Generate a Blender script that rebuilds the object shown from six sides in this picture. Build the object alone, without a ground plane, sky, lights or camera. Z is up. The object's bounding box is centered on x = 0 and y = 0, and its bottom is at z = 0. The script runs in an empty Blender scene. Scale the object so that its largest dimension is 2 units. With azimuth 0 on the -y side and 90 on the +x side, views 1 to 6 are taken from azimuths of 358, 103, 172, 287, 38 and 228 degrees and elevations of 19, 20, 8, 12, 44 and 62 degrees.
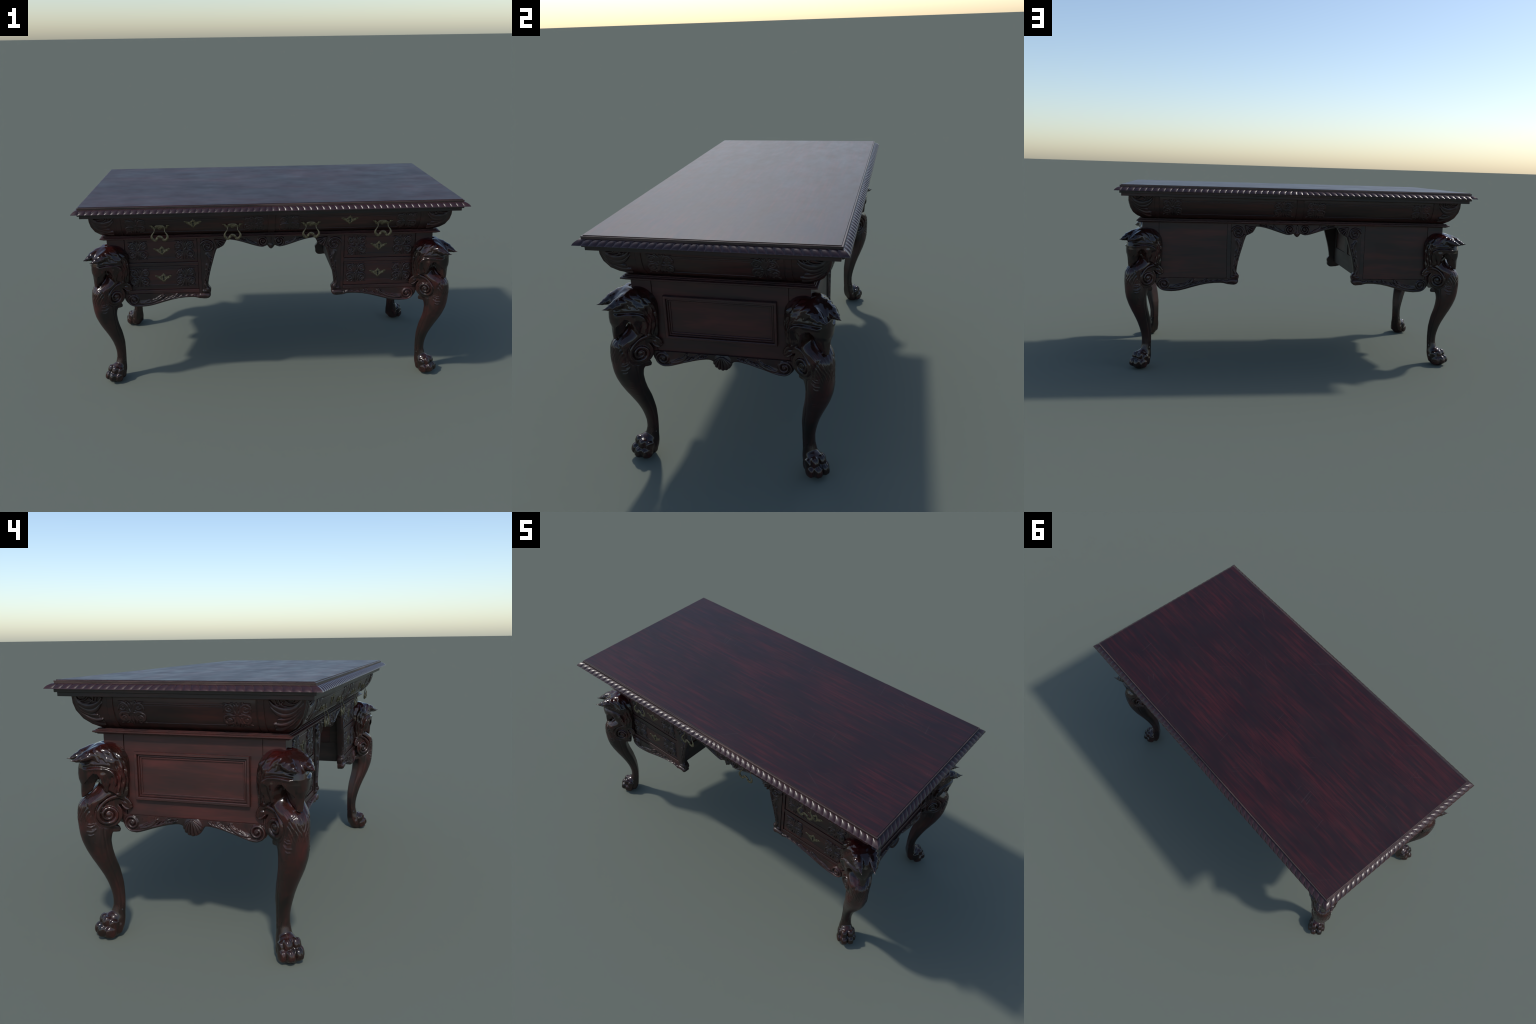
# A carved mahogany writing desk: moulded top with a gadroon edge, a bowed frieze with
# carved ornaments, two drawer pedestals, pierced-looking carved aprons and four cabriole
# legs carved as crested eagle heads ending in lion paws.
import bpy, math
import numpy as np
from mathutils import Vector, Matrix

rng = np.random.default_rng(7)

# ----------------------------------------------------------------------------- sizes
HX, HY = 1.0, 0.512            # half width and half depth at the gadroon edge
FX, FY = 0.8660, 0.3575          # half width and half depth of the lower frame
Z_TOP = 1.0335
Z_PED0, Z_PED1 = 0.512, 0.826  # pedestal bottom and top
KX = 0.3755                     # inner face of the pedestals (kneehole side)
# bowed frieze section, top to bottom: (inset on the ends, inset on the long faces, height)
BOWL = np.array([(0.0695, 0.0690, 0.9735), (0.0710, 0.0715, 0.9455), (0.0765, 0.0800, 0.9175),
                 (0.0915, 0.1000, 0.8850), (0.1130, 0.1235, 0.8630), (0.1340, 0.1480, 0.8490)])

# ----------------------------------------------------------------------------- materials
def new_mat(name):
    m = bpy.data.materials.new(name)
    m.use_nodes = True
    nt = m.node_tree
    for n in list(nt.nodes):
        nt.nodes.remove(n)
    out = nt.nodes.new("ShaderNodeOutputMaterial")
    b = nt.nodes.new("ShaderNodeBsdfPrincipled")
    nt.links.new(b.outputs[0], out.inputs[0])
    return m, nt, b

def N(nt, typ, **kw):
    n = nt.nodes.new(typ)
    for k, v in kw.items():
        setattr(n, k, v)
    return n

def ramp(nt, src, stops):
    r = N(nt, "ShaderNodeValToRGB")
    el = r.color_ramp.elements
    while len(el) > 1:
        el.remove(el[-1])
    el[0].position, el[0].color = stops[0][0], (*stops[0][1], 1)
    for p, c in stops[1:]:
        e = el.new(p)
        e.color = (*c, 1)
    nt.links.new(src, r.inputs[0])
    return r.outputs[0]

def math_n(nt, op, a, b=None, clamp=False):
    n = N(nt, "ShaderNodeMath", operation=op, use_clamp=clamp)
    for i, v in enumerate((a, b)):
        if v is None:
            continue
        if isinstance(v, (int, float)):
            n.inputs[i].default_value = v
        else:
            nt.links.new(v, n.inputs[i])
    return n.outputs[0]

def mix_col(nt, fac, a, b, blend="MIX"):
    n = N(nt, "ShaderNodeMix", data_type="RGBA", blend_type=blend)
    for sock, v in ((n.inputs[0], fac), (n.inputs[6], a), (n.inputs[7], b)):
        if isinstance(v, (int, float)):
            sock.default_value = v
        elif isinstance(v, tuple):
            sock.default_value = (*v, 1)
        else:
            nt.links.new(v, sock)
    return n.outputs[2]

def noise(nt, vec, scale, detail=4.0, rough=0.55, dist=0.0):
    n = N(nt, "ShaderNodeTexNoise")
    n.inputs["Scale"].default_value = scale
    n.inputs["Detail"].default_value = detail
    n.inputs["Roughness"].default_value = rough
    n.inputs["Distortion"].default_value = dist
    nt.links.new(vec, n.inputs["Vector"])
    return n.outputs[0]

def grain_coords(nt):
    """Object coordinates turned so that the grain (first axis) runs along each board:
    along x on fronts and tops, along y on the end faces."""
    tc = N(nt, "ShaderNodeTexCoord")
    geo = N(nt, "ShaderNodeNewGeometry")
    sep = N(nt, "ShaderNodeSeparateXYZ")
    nt.links.new(geo.outputs["Normal"], sep.inputs[0])
    nx = math_n(nt, "ABSOLUTE", sep.outputs[0])
    m = math_n(nt, "GREATER_THAN", nx, 0.72)
    s2 = N(nt, "ShaderNodeSeparateXYZ")
    nt.links.new(tc.outputs["Object"], s2.inputs[0])
    sw = N(nt, "ShaderNodeCombineXYZ")
    nt.links.new(s2.outputs[1], sw.inputs[0])
    nt.links.new(s2.outputs[0], sw.inputs[1])
    nt.links.new(s2.outputs[2], sw.inputs[2])
    mx = N(nt, "ShaderNodeMix", data_type="VECTOR")
    nt.links.new(m, mx.inputs[0])
    nt.links.new(tc.outputs["Object"], mx.inputs[4])
    nt.links.new(sw.outputs[0], mx.inputs[5])
    return mx.outputs[1], tc.outputs["Object"]

def mapping(nt, vec, scale, loc=(0, 0, 0), rot=(0, 0, 0)):
    mp = N(nt, "ShaderNodeMapping")
    mp.inputs["Scale"].default_value = scale
    mp.inputs["Location"].default_value = loc
    mp.inputs["Rotation"].default_value = rot
    nt.links.new(vec, mp.inputs[0])
    return mp.outputs[0]

def wood(name, dark, mid, red, rough=0.42, rvar=0.10, streak=(1.3, 13.0, 13.0), seed=0.0,
         bias=0.0, coat=0.0, worn=None, spec=0.5, scratches=False, big_w=0.28, lv=(0.40, 0.50, 0.585, 0.70), dist=0.35):
    m, nt, b = new_mat(name)
    g, obj = grain_coords(nt)
    s = noise(nt, mapping(nt, g, streak, (seed, seed * 2, seed * 3)), 2.0, 8.0, 0.64, dist)
    big = noise(nt, mapping(nt, g, (1.6, 3.4, 3.4), (seed + 4, 1, 2)), 1.5, 3.0, 0.5)
    fine = noise(nt, mapping(nt, g, (7.0, 150.0, 150.0), (seed, 3, 1)), 1.5, 3.0, 0.6)
    v = math_n(nt, "MULTIPLY_ADD", s, 1.0 - big_w)
    nt.nodes[-1].inputs[2].default_value = 0.0
    v = math_n(nt, "ADD", v, math_n(nt, "MULTIPLY", big, big_w))
    v = math_n(nt, "ADD", v, math_n(nt, "MULTIPLY", math_n(nt, "SUBTRACT", fine, 0.5), 0.17))
    v = math_n(nt, "ADD", v, bias)
    col = ramp(nt, v, [(lv[0], dark), (lv[1], mid), (lv[2], red), (lv[3], tuple(c * 1.35 for c in red))])
    if worn is not None:
        geo = N(nt, "ShaderNodeNewGeometry")
        pt = N(nt, "ShaderNodeMapRange")
        pt.inputs[1].default_value, pt.inputs[2].default_value = 0.53, 0.60
        nt.links.new(geo.outputs["Pointiness"], pt.inputs[0])
        f = math_n(nt, "MULTIPLY", pt.outputs[0], math_n(nt, "MULTIPLY", noise(nt, obj, 22.0, 4.0), 0.9))
        col = mix_col(nt, f, col, worn)
    rg = noise(nt, mapping(nt, g, (2.2, 4.0, 4.0), (seed, 7, 3)), 3.0, 6.0, 0.6)
    r = math_n(nt, "ADD", math_n(nt, "MULTIPLY", math_n(nt, "SUBTRACT", rg, 0.5), rvar * 3.0), rough, True)
    if scratches:
        tot = None
        for k, (ang, sc) in enumerate(((0.5, 5.0), (-0.9, 6.0), (1.35, 4.0))):
            mv = mapping(nt, obj, (1, 1, 0.0), (k * 3.1, k, 0), (0, 0, ang))
            w = N(nt, "ShaderNodeTexNoise")
            w.inputs["Scale"].default_value = 1.0
            w.inputs["Detail"].default_value = 0.0
            nt.links.new(mapping(nt, mv, (4.0, 150.0, 1.0)), w.inputs["Vector"])
            line = math_n(nt, "GREATER_THAN", w.outputs[0], 0.765)
            msk = math_n(nt, "GREATER_THAN", noise(nt, mv, sc, 1.0), 0.60)
            l2 = math_n(nt, "MULTIPLY", line, msk)
            tot = l2 if tot is None else math_n(nt, "MAXIMUM", tot, l2)
        col = mix_col(nt, math_n(nt, "MULTIPLY", tot, 0.14), col, (0.10, 0.07, 0.07))
    nt.links.new(col, b.inputs["Base Color"])
    nt.links.new(r, b.inputs["Roughness"])
    b.inputs["Specular IOR Level"].default_value = spec
    b.inputs["Coat Weight"].default_value = coat
    b.inputs["Coat Roughness"].default_value = 0.12
    bm = N(nt, "ShaderNodeBump")
    bm.inputs["Strength"].default_value = 0.06
    bm.inputs["Distance"].default_value = 0.002
    nt.links.new(fine, bm.inputs["Height"])
    nt.links.new(bm.outputs[0], b.inputs["Normal"])
    return m

def carved_wood(name, dark, mid, red, rough=0.2, gain=1.0, spec=0.5, worn=(0.10, 0.07, 0.06)):
    """Glossy carved wood: occlusion shade painted near-black into the hollows, red where polish has rubbed through."""
    m, nt, b = new_mat(name)
    tc = N(nt, "ShaderNodeTexCoord")
    o = tc.outputs["Object"]
    s = noise(nt, o, 9.0, 5.0, 0.6, 0.5)
    f = noise(nt, mapping(nt, o, (45, 45, 45)), 2.0, 4.0, 0.6)
    v = math_n(nt, "ADD", math_n(nt, "MULTIPLY", s, 0.75), math_n(nt, "MULTIPLY", f, 0.25))
    col = ramp(nt, v, [(0.40, dark), (0.53, mid), (0.66, red)])
    geo = N(nt, "ShaderNodeNewGeometry")
    hi = N(nt, "ShaderNodeMapRange")
    hi.inputs[1].default_value, hi.inputs[2].default_value = 0.515, 0.60
    nt.links.new(geo.outputs["Pointiness"], hi.inputs[0])
    col = mix_col(nt, math_n(nt, "MULTIPLY", hi.outputs[0], 0.35 * gain), col, worn)
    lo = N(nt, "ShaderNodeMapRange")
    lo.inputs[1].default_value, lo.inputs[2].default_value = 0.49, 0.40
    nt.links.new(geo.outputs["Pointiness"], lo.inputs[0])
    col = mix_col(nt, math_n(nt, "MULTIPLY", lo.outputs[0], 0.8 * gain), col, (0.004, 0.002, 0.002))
    nt.links.new(col, b.inputs["Base Color"])
    r = math_n(nt, "ADD", math_n(nt, "MULTIPLY", math_n(nt, "SUBTRACT", f, 0.5), 0.20), rough, True)
    nt.links.new(r, b.inputs["Roughness"])
    b.inputs["Specular IOR Level"].default_value = spec
    bm = N(nt, "ShaderNodeBump")
    bm.inputs["Strength"].default_value = 0.08
    bm.inputs["Distance"].default_value = 0.003
    nt.links.new(f, bm.inputs["Height"])
    nt.links.new(bm.outputs[0], b.inputs["Normal"])
    return m

def leg_wood():
    """Head and shank of the legs: high polish on the head and the paw, satin on the shank,
    crown of the head rubbed to a deep red."""
    m, nt, b = new_mat("polished_leg_mahogany")
    tc = N(nt, "ShaderNodeTexCoord")
    o = tc.outputs["Object"]
    sep = N(nt, "ShaderNodeSeparateXYZ")
    nt.links.new(o, sep.inputs[0])
    z = sep.outputs[2]
    s = noise(nt, mapping(nt, o, (1, 1, 0.55)), 11.0, 5.0, 0.6, 0.6)
    f = noise(nt, mapping(nt, o, (70, 70, 14)), 2.0, 4.0, 0.6)
    v = math_n(nt, "ADD", math_n(nt, "MULTIPLY", s, 0.8), math_n(nt, "MULTIPLY", f, 0.2))
    col = ramp(nt, v, [(0.39, (0.011, 0.0075, 0.0060)), (0.50, (0.024, 0.0100, 0.0080)),
                       (0.60, (0.042, 0.0115, 0.0095)), (0.72, (0.070, 0.013, 0.011))])
    crown = N(nt, "ShaderNodeMapRange")
    crown.inputs[1].default_value, crown.inputs[2].default_value = 0.750, 0.800
    nt.links.new(z, crown.inputs[0])
    cf = math_n(nt, "MULTIPLY", crown.outputs[0], math_n(nt, "MULTIPLY", s, 1.6), True)
    col = mix_col(nt, cf, col, (0.036, 0.0025, 0.0025))
    geo = N(nt, "ShaderNodeNewGeometry")
    hi = N(nt, "ShaderNodeMapRange")
    hi.inputs[1].default_value, hi.inputs[2].default_value = 0.53, 0.62
    nt.links.new(geo.outputs["Pointiness"], hi.inputs[0])
    col = mix_col(nt, math_n(nt, "MULTIPLY", hi.outputs[0], 0.30), col, (0.10, 0.07, 0.06))
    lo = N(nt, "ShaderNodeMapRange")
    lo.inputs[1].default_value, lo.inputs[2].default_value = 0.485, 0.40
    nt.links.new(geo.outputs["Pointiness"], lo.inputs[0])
    col = mix_col(nt, math_n(nt, "MULTIPLY", lo.outputs[0], 0.8), col, (0.006, 0.002, 0.002))  # creases tinted darker: ambient shade baked into the leg colour
    nt.links.new(col, b.inputs["Base Color"])
    # roughness along the height: paw and head mirror-like, shank satin
    rr = N(nt, "ShaderNodeValToRGB")
    el = rr.color_ramp.elements
    el[0].position, el[0].color = 0.085, (0.19,) * 3 + (1,)
    el[1].position, el[1].color = 0.170, (0.36,) * 3 + (1,)
    for p, c in ((0.47, 0.36), (0.52, 0.22), (0.56, 0.14), (1.0, 0.14)):
        e = el.new(p)
        e.color = (c, c, c, 1)
    zj = math_n(nt, "ADD", z, math_n(nt, "MULTIPLY", math_n(nt, "SUBTRACT", s, 0.5), 0.10))
    nt.links.new(zj, rr.inputs[0])
    r = math_n(nt, "ADD", math_n(nt, "MULTIPLY", math_n(nt, "SUBTRACT", f, 0.5), 0.14), rr.outputs[0], True)
    nt.links.new(r, b.inputs["Roughness"])
    bm = N(nt, "ShaderNodeBump")
    bm.inputs["Strength"].default_value = 0.10
    bm.inputs["Distance"].default_value = 0.003
    nt.links.new(f, bm.inputs["Height"])
    nt.links.new(bm.outputs[0], b.inputs["Normal"])
    return m

def brass():
    m, nt, b = new_mat("aged_brass")
    tc = N(nt, "ShaderNodeTexCoord")
    s = noise(nt, tc.outputs["Object"], 120.0, 5.0, 0.65)
    col = ramp(nt, s, [(0.35, (0.075, 0.058, 0.032)), (0.52, (0.165, 0.135, 0.078)), (0.72, (0.33, 0.29, 0.19))])
    nt.links.new(col, b.inputs["Base Color"])
    b.inputs["Metallic"].default_value = 0.65
    r = math_n(nt, "ADD", math_n(nt, "MULTIPLY", s, 0.3), 0.30)
    nt.links.new(r, b.inputs["Roughness"])
    return m

def plain(name, c, rough=0.6):
    m, nt, b = new_mat(name)
    tc = N(nt, "ShaderNodeTexCoord")
    s = noise(nt, tc.outputs["Object"], 40.0, 4.0)
    col = ramp(nt, s, [(0.3, tuple(x * 0.7 for x in c)), (0.7, c)])
    nt.links.new(col, b.inputs["Base Color"])
    b.inputs["Roughness"].default_value = rough
    return m

M_TOP = wood("tabletop_mahogany", (0.0135, 0.0042, 0.0054), (0.0205, 0.0046, 0.0058), (0.044, 0.0062, 0.0072),
             rough=0.40, rvar=0.10, streak=(2.0, 32.0, 32.0), seed=1.3, scratches=True, big_w=0.32, lv=(0.40, 0.50, 0.60, 0.70), dist=0.15, spec=0.46)
M_EDGE = wood("pale_edge_mahogany", (0.030, 0.018, 0.016), (0.050, 0.028, 0.024), (0.085, 0.050, 0.042), rough=0.42, seed=5.1)
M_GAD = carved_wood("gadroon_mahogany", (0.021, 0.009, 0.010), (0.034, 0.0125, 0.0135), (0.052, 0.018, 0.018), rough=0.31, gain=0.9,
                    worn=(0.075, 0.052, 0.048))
M_DARK = wood("dark_moulding_mahogany", (0.014, 0.010, 0.009), (0.022, 0.012, 0.011), (0.045, 0.016, 0.014), rough=0.42, seed=2.2)
M_FRIEZE = wood("frieze_mahogany", (0.016, 0.008, 0.007), (0.029, 0.010, 0.008), (0.050, 0.013, 0.010), rough=0.38, seed=3.7, lv=(0.37, 0.50, 0.61, 0.72))
M_CASE = wood("case_mahogany", (0.026, 0.013, 0.012), (0.044, 0.015, 0.013), (0.074, 0.019, 0.016), rough=0.42, lv=(0.37, 0.50, 0.62, 0.74),
              streak=(1.5, 11.0, 11.0), seed=8.2, big_w=0.34)
M_DRAWER = wood("drawer_mahogany", (0.017, 0.0095, 0.0085), (0.029, 0.011, 0.010), (0.052, 0.0135, 0.011), rough=0.39, seed=6.4, lv=(0.38, 0.49, 0.59, 0.70))
M_RAIL = wood("rail_mahogany", (0.018, 0.010, 0.009), (0.034, 0.013, 0.012), (0.060, 0.017, 0.015), rough=0.38, seed=7.7)
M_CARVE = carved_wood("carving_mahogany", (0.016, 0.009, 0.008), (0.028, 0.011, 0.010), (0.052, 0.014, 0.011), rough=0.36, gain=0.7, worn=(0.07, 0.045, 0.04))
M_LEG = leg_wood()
M_BRASS = brass()
M_BLACK = plain("keyhole_shadow", (0.004, 0.003, 0.003), 0.9)
M_RAW = wood("bare_inside_wood", (0.020, 0.014, 0.012), (0.030, 0.019, 0.016), (0.045, 0.026, 0.021), rough=0.55, seed=9.4)

# ----------------------------------------------------------------------------- object helpers
ROOT = bpy.data.objects.new("writing_desk", None)
bpy.context.scene.collection.objects.link(ROOT)
ROOT["label"] = "carved dark mahogany desk with eagle-head lion-paw legs"
ROOT["category"] = "writing desk"

def link(ob, parent=ROOT):
    bpy.context.scene.collection.objects.link(ob)
    ob.parent = parent
    return ob

def make_mesh(name, verts, faces, mat, angle=None):
    me = bpy.data.meshes.new(name)
    me.from_pydata([tuple(map(float, v)) for v in verts], [], [tuple(map(int, f)) for f in faces])
    me.materials.append(mat)
    me.validate()
    me.update()
    if angle is not None:
        me.polygons.foreach_set("use_smooth", np.ones(len(me.polygons), bool))
        if angle < 179:
            me.set_sharp_from_angle(angle=math.radians(angle))
    return me

def obj(name, verts, faces, mat, parent=ROOT, angle=None, bevel=0.0):
    ob = bpy.data.objects.new(name, make_mesh(name, verts, faces, mat, angle))
    link(ob, parent)
    if bevel:
        bv = ob.modifiers.new("rounded_edges", "BEVEL")
        bv.width, bv.segments, bv.limit_method = bevel, 2, "ANGLE"
        bv.harden_normals = False
    return ob

class Geo:
    """Collects boxes and strips into one mesh."""
    def __init__(self):
        self.v, self.f = [], []
    def add(self, v, f):
        o = len(self.v)
        self.v += [tuple(p) for p in v]
        self.f += [tuple(i + o for i in q) for q in f]
    def box(self, x0, x1, y0, y1, z0, z1):
        x0, x1 = min(x0, x1), max(x0, x1)
        y0, y1 = min(y0, y1), max(y0, y1)
        v = [(x, y, z) for z in (z0, z1) for x, y in ((x0, y0), (x1, y0), (x1, y1), (x0, y1))]
        f = [(3, 2, 1, 0), (4, 5, 6, 7), (0, 1, 5, 4), (1, 2, 6, 5), (2, 3, 7, 6), (3, 0, 4, 7)]
        self.add(v, f)

# the four faces of the desk: outward normal, tangent, half extents
SIDES = {"front": ((0, -1), (1, 0)), "right": ((1, 0), (0, 1)), "back": ((0, 1), (-1, 0)), "left": ((-1, 0), (0, -1))}

def side_pt(side, u, d, z, off=0.0):
    """Point on a face: u along it, d inset from the gadroon edge, off outward."""
    n, t = SIDES[side]
    h = HY if n[0] == 0 else HX
    k = h - d + off
    return (n[0] * k + t[0] * u, n[1] * k + t[1] * u, z)

def frame_matrix(side, u, d, z):
    """Local x along the face, local -y outward, local z up."""
    n, t = SIDES[side]
    p = side_pt(side, u, d, z)
    return Matrix(((t[0], -n[0], 0, p[0]), (t[1], -n[1], 0, p[1]), (0, 0, 1, p[2]), (0, 0, 0, 1)))

def rect_sweep(profile, cap0=True, cap1=True, hx=HX, hy=HY):
    """Mitred moulding round the rectangle from a section of (inset, height) or
    (inset on the ends, inset on the long faces, height), top to bottom."""
    v, f = [], []
    for p in profile:
        dx, dy, z = (p[0], p[0], p[1]) if len(p) == 2 else p
        v += [(sx * (hx - dx), sy * (hy - dy), z) for sx, sy in ((-1, -1), (1, -1), (1, 1), (-1, 1))]
    for i in range(len(profile) - 1):
        for k in range(4):
            a, b = i * 4 + k, i * 4 + (k + 1) % 4
            f.append((a, a + 4, b + 4, b))
    if cap0:
        f.append((0, 1, 2, 3))
    if cap1:
        o = (len(profile) - 1) * 4
        f.append((o + 3, o + 2, o + 1, o))
    return v, f

# ----------------------------------------------------------------------------- carving toolkit
def catmull(pts, n):
    P = np.array(pts, float)
    P = np.vstack([2 * P[0] - P[1], P, 2 * P[-1] - P[-2]])
    seg = len(P) - 3
    t = np.linspace(0, seg - 1e-6, n)
    i = t.astype(int)
    u = (t - i)[:, None]
    p0, p1, p2, p3 = P[i], P[i + 1], P[i + 2], P[i + 3]
    return 0.5 * (2 * p1 + (p2 - p0) * u + (2 * p0 - 5 * p1 + 4 * p2 - p3) * u ** 2 + (3 * p1 - p0 - 3 * p2 + p3) * u ** 3)

def stroke(pts, w0, w1, h=1.0, n=48, belly=0.0):
    """Carved strand: centreline, end widths, relative height."""
    c = catmull(pts, n)
    t = np.linspace(0, 1, n)
    w = w0 + (w1 - w0) * t + belly * np.sin(math.pi * t)
    return np.column_stack([c, np.maximum(w, 1e-5), np.full(n, h)])

def spiral(cx, cy, r0, r1, a0, turns, w0, w1, h=1.0, n=90, sx=1.0):
    t = np.linspace(0, 1, n)
    a = a0 + turns * 2 * math.pi * t
    r = r0 + (r1 - r0) * t ** 0.9
    w = w0 + (w1 - w0) * t
    return np.column_stack([cx + sx * r * np.cos(a), cy + r * np.sin(a), w, np.full(n, h)])

def blob(cx, cy, r, h=1.0):
    return np.array([[cx, cy, r, h]])

def relief(U, V, strokes, hmax):
    """Height field of half-round strands; the strongest strand wins."""
    shp = U.shape
    u, v = U.ravel().astype(np.float32), V.ravel().astype(np.float32)
    H = np.zeros(u.size, np.float32)
    for s in strokes:
        s = s.astype(np.float32)
        wm = s[:, 2].max()
        sel = np.where((u > s[:, 0].min() - wm) & (u < s[:, 0].max() + wm) &
                       (v > s[:, 1].min() - wm) & (v < s[:, 1].max() + wm))[0]
        if sel.size == 0:
            continue
        q = ((u[sel, None] - s[None, :, 0]) ** 2 + (v[sel, None] - s[None, :, 1]) ** 2) / s[None, :, 2] ** 2
        hh = s[None, :, 3] * np.sqrt(np.clip(1 - q, 0, 1))
        H[sel] = np.maximum(H[sel], hh.max(1))
    return (H * hmax).reshape(shp)

def flip(strokes, fx=1, fy=1, sc=1.0, ox=0.0, oy=0.0):
    out = []
    for s in strokes:
        s = s.copy()
        s[:, 0] = s[:, 0] * fx * sc + ox
        s[:, 1] = s[:, 1] * fy * sc + oy
        s[:, 2] *= sc
        out.append(s)
    return out

def arabesque():
    """Square of scrolling foliage in -1..1: four curling tendrils with rosettes, a waist
    knot, a sprout on top and leaf tips in the corners."""
    S = []
    for sx in (-1, 1):
        # upper scroll, rising from the waist and curling outward
        S.append(stroke([(0, 0.02), (sx * 0.18, 0.22), (sx * 0.28, 0.55), (sx * 0.52, 0.80), (sx * 0.80, 0.68), (sx * 0.88, 0.42)], 0.10, 0.09, 1.0))
        S.append(spiral(sx * 0.58, 0.44, 0.31, 0.07, 0.0 if sx > 0 else math.pi, -1.3 * sx, 0.09, 0.06, 0.9))
        S.append(blob(sx * 0.58, 0.44, 0.10, 1.1))
        # lower scroll
        S.append(stroke([(0, -0.02), (sx * 0.24, -0.10), (sx * 0.62, -0.07), (sx * 0.90, -0.26), (sx * 0.90, -0.60), (sx * 0.66, -0.84)], 0.08, 0.09, 1.0))
        S.append(spiral(sx * 0.58, -0.50, 0.33, 0.08, math.pi / 2, 1.35 * sx, 0.09, 0.06, 0.9))
        S.append(blob(sx * 0.58, -0.50, 0.12, 1.15))
        # petals of the rosettes
        for k in range(5):
            a = k * 1.2566 + 0.4
            S.append(blob(sx * 0.58 + 0.14 * math.cos(a), -0.50 + 0.14 * math.sin(a), 0.07, 0.75))
        # leaf tips
        S.append(stroke([(sx * 0.60, 0.80), (sx * 0.80, 0.90), (sx * 1.0, 0.92)], 0.12, 0.02, 0.85))
        S.append(stroke([(sx * 0.80, 0.52), (sx * 0.93, 0.34), (sx * 0.97, 0.12)], 0.09, 0.02, 0.8))
        S.append(stroke([(sx * 0.66, -0.82), (sx * 0.84, -0.92), (sx * 1.0, -0.98)], 0.11, 0.02, 0.85))
        S.append(stroke([(sx * 0.10, -0.20), (sx * 0.16, -0.48), (sx * 0.30, -0.74), (sx * 0.20, -0.98)], 0.08, 0.03, 0.9, belly=0.05))
        S.append(stroke([(sx * 0.05, 0.40), (sx * 0.14, 0.66), (sx * 0.26, 0.96)], 0.07, 0.03, 0.9, belly=0.05))
        S.append(stroke([(sx * 0.30, 0.10), (sx * 0.56, 0.04), (sx * 0.84, 0.06)], 0.06, 0.02, 0.7))
    for sx in (-1, 1):
        for k in range(4):
            a = 0.5 + k * 1.5
            S.append(blob(sx * 0.58 + 0.15 * math.cos(a), 0.44 + 0.13 * math.sin(a), 0.07, 0.7))
        S.append(stroke([(sx * 0.20, 0.30), (sx * 0.30, 0.24), (sx * 0.40, 0.20)], 0.07, 0.03, .8))
        S.append(stroke([(sx * 0.14, -0.18), (sx * 0.26, -0.30), (sx * 0.30, -0.46)], 0.06, 0.03, .8))
        S.append(stroke([(sx * 0.40, 0.86), (sx * 0.34, 0.98), (sx * 0.42, 1.02)], 0.07, 0.03, .8))
        S.append(stroke([(sx * 0.40, -0.92), (sx * 0.50, -1.0), (sx * 0.60, -0.98)], 0.07, 0.03, .8))
    S.append(stroke([(0, 0.15), (0, 0.5), (0.02, 0.98)], 0.06, 0.05, 1.0, belly=0.03))
    S.append(stroke([(0, -0.15), (0, -0.5), (-0.02, -1.0)], 0.06, 0.05, 1.0, belly=0.05))
    S.append(blob(0, 0, 0.13, 1.1))
    return S

def height_mesh(U, V, H, place, sink=0.0012):
    """Turn the raised parts of a height field into a shell that is rooted under the
    surface it sits on; place(u, v, h) gives the point in space."""
    nu, nv = U.shape
    keep = H > 1e-6
    k2 = keep.copy()
    k2[1:, :] |= keep[:-1, :]; k2[:-1, :] |= keep[1:, :]
    k3 = k2.copy()
    k3[:, 1:] |= k2[:, :-1]; k3[:, :-1] |= k2[:, 1:]
    cell = k3[:-1, :-1] & k3[1:, :-1] & k3[1:, 1:] & k3[:-1, 1:]
    hh = np.where(keep, H, -sink)
    ids = -np.ones(U.shape, int)
    used = np.zeros(U.shape, bool)
    used[:-1, :-1] |= cell; used[1:, :-1] |= cell; used[1:, 1:] |= cell; used[:-1, 1:] |= cell
    ids[used] = np.arange(used.sum())
    verts = place(U[used], V[used], hh[used])
    i, j = np.where(cell)
    faces = np.column_stack([ids[i, j], ids[i + 1, j], ids[i + 1, j + 1], ids[i, j + 1]])
    return verts, faces

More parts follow.
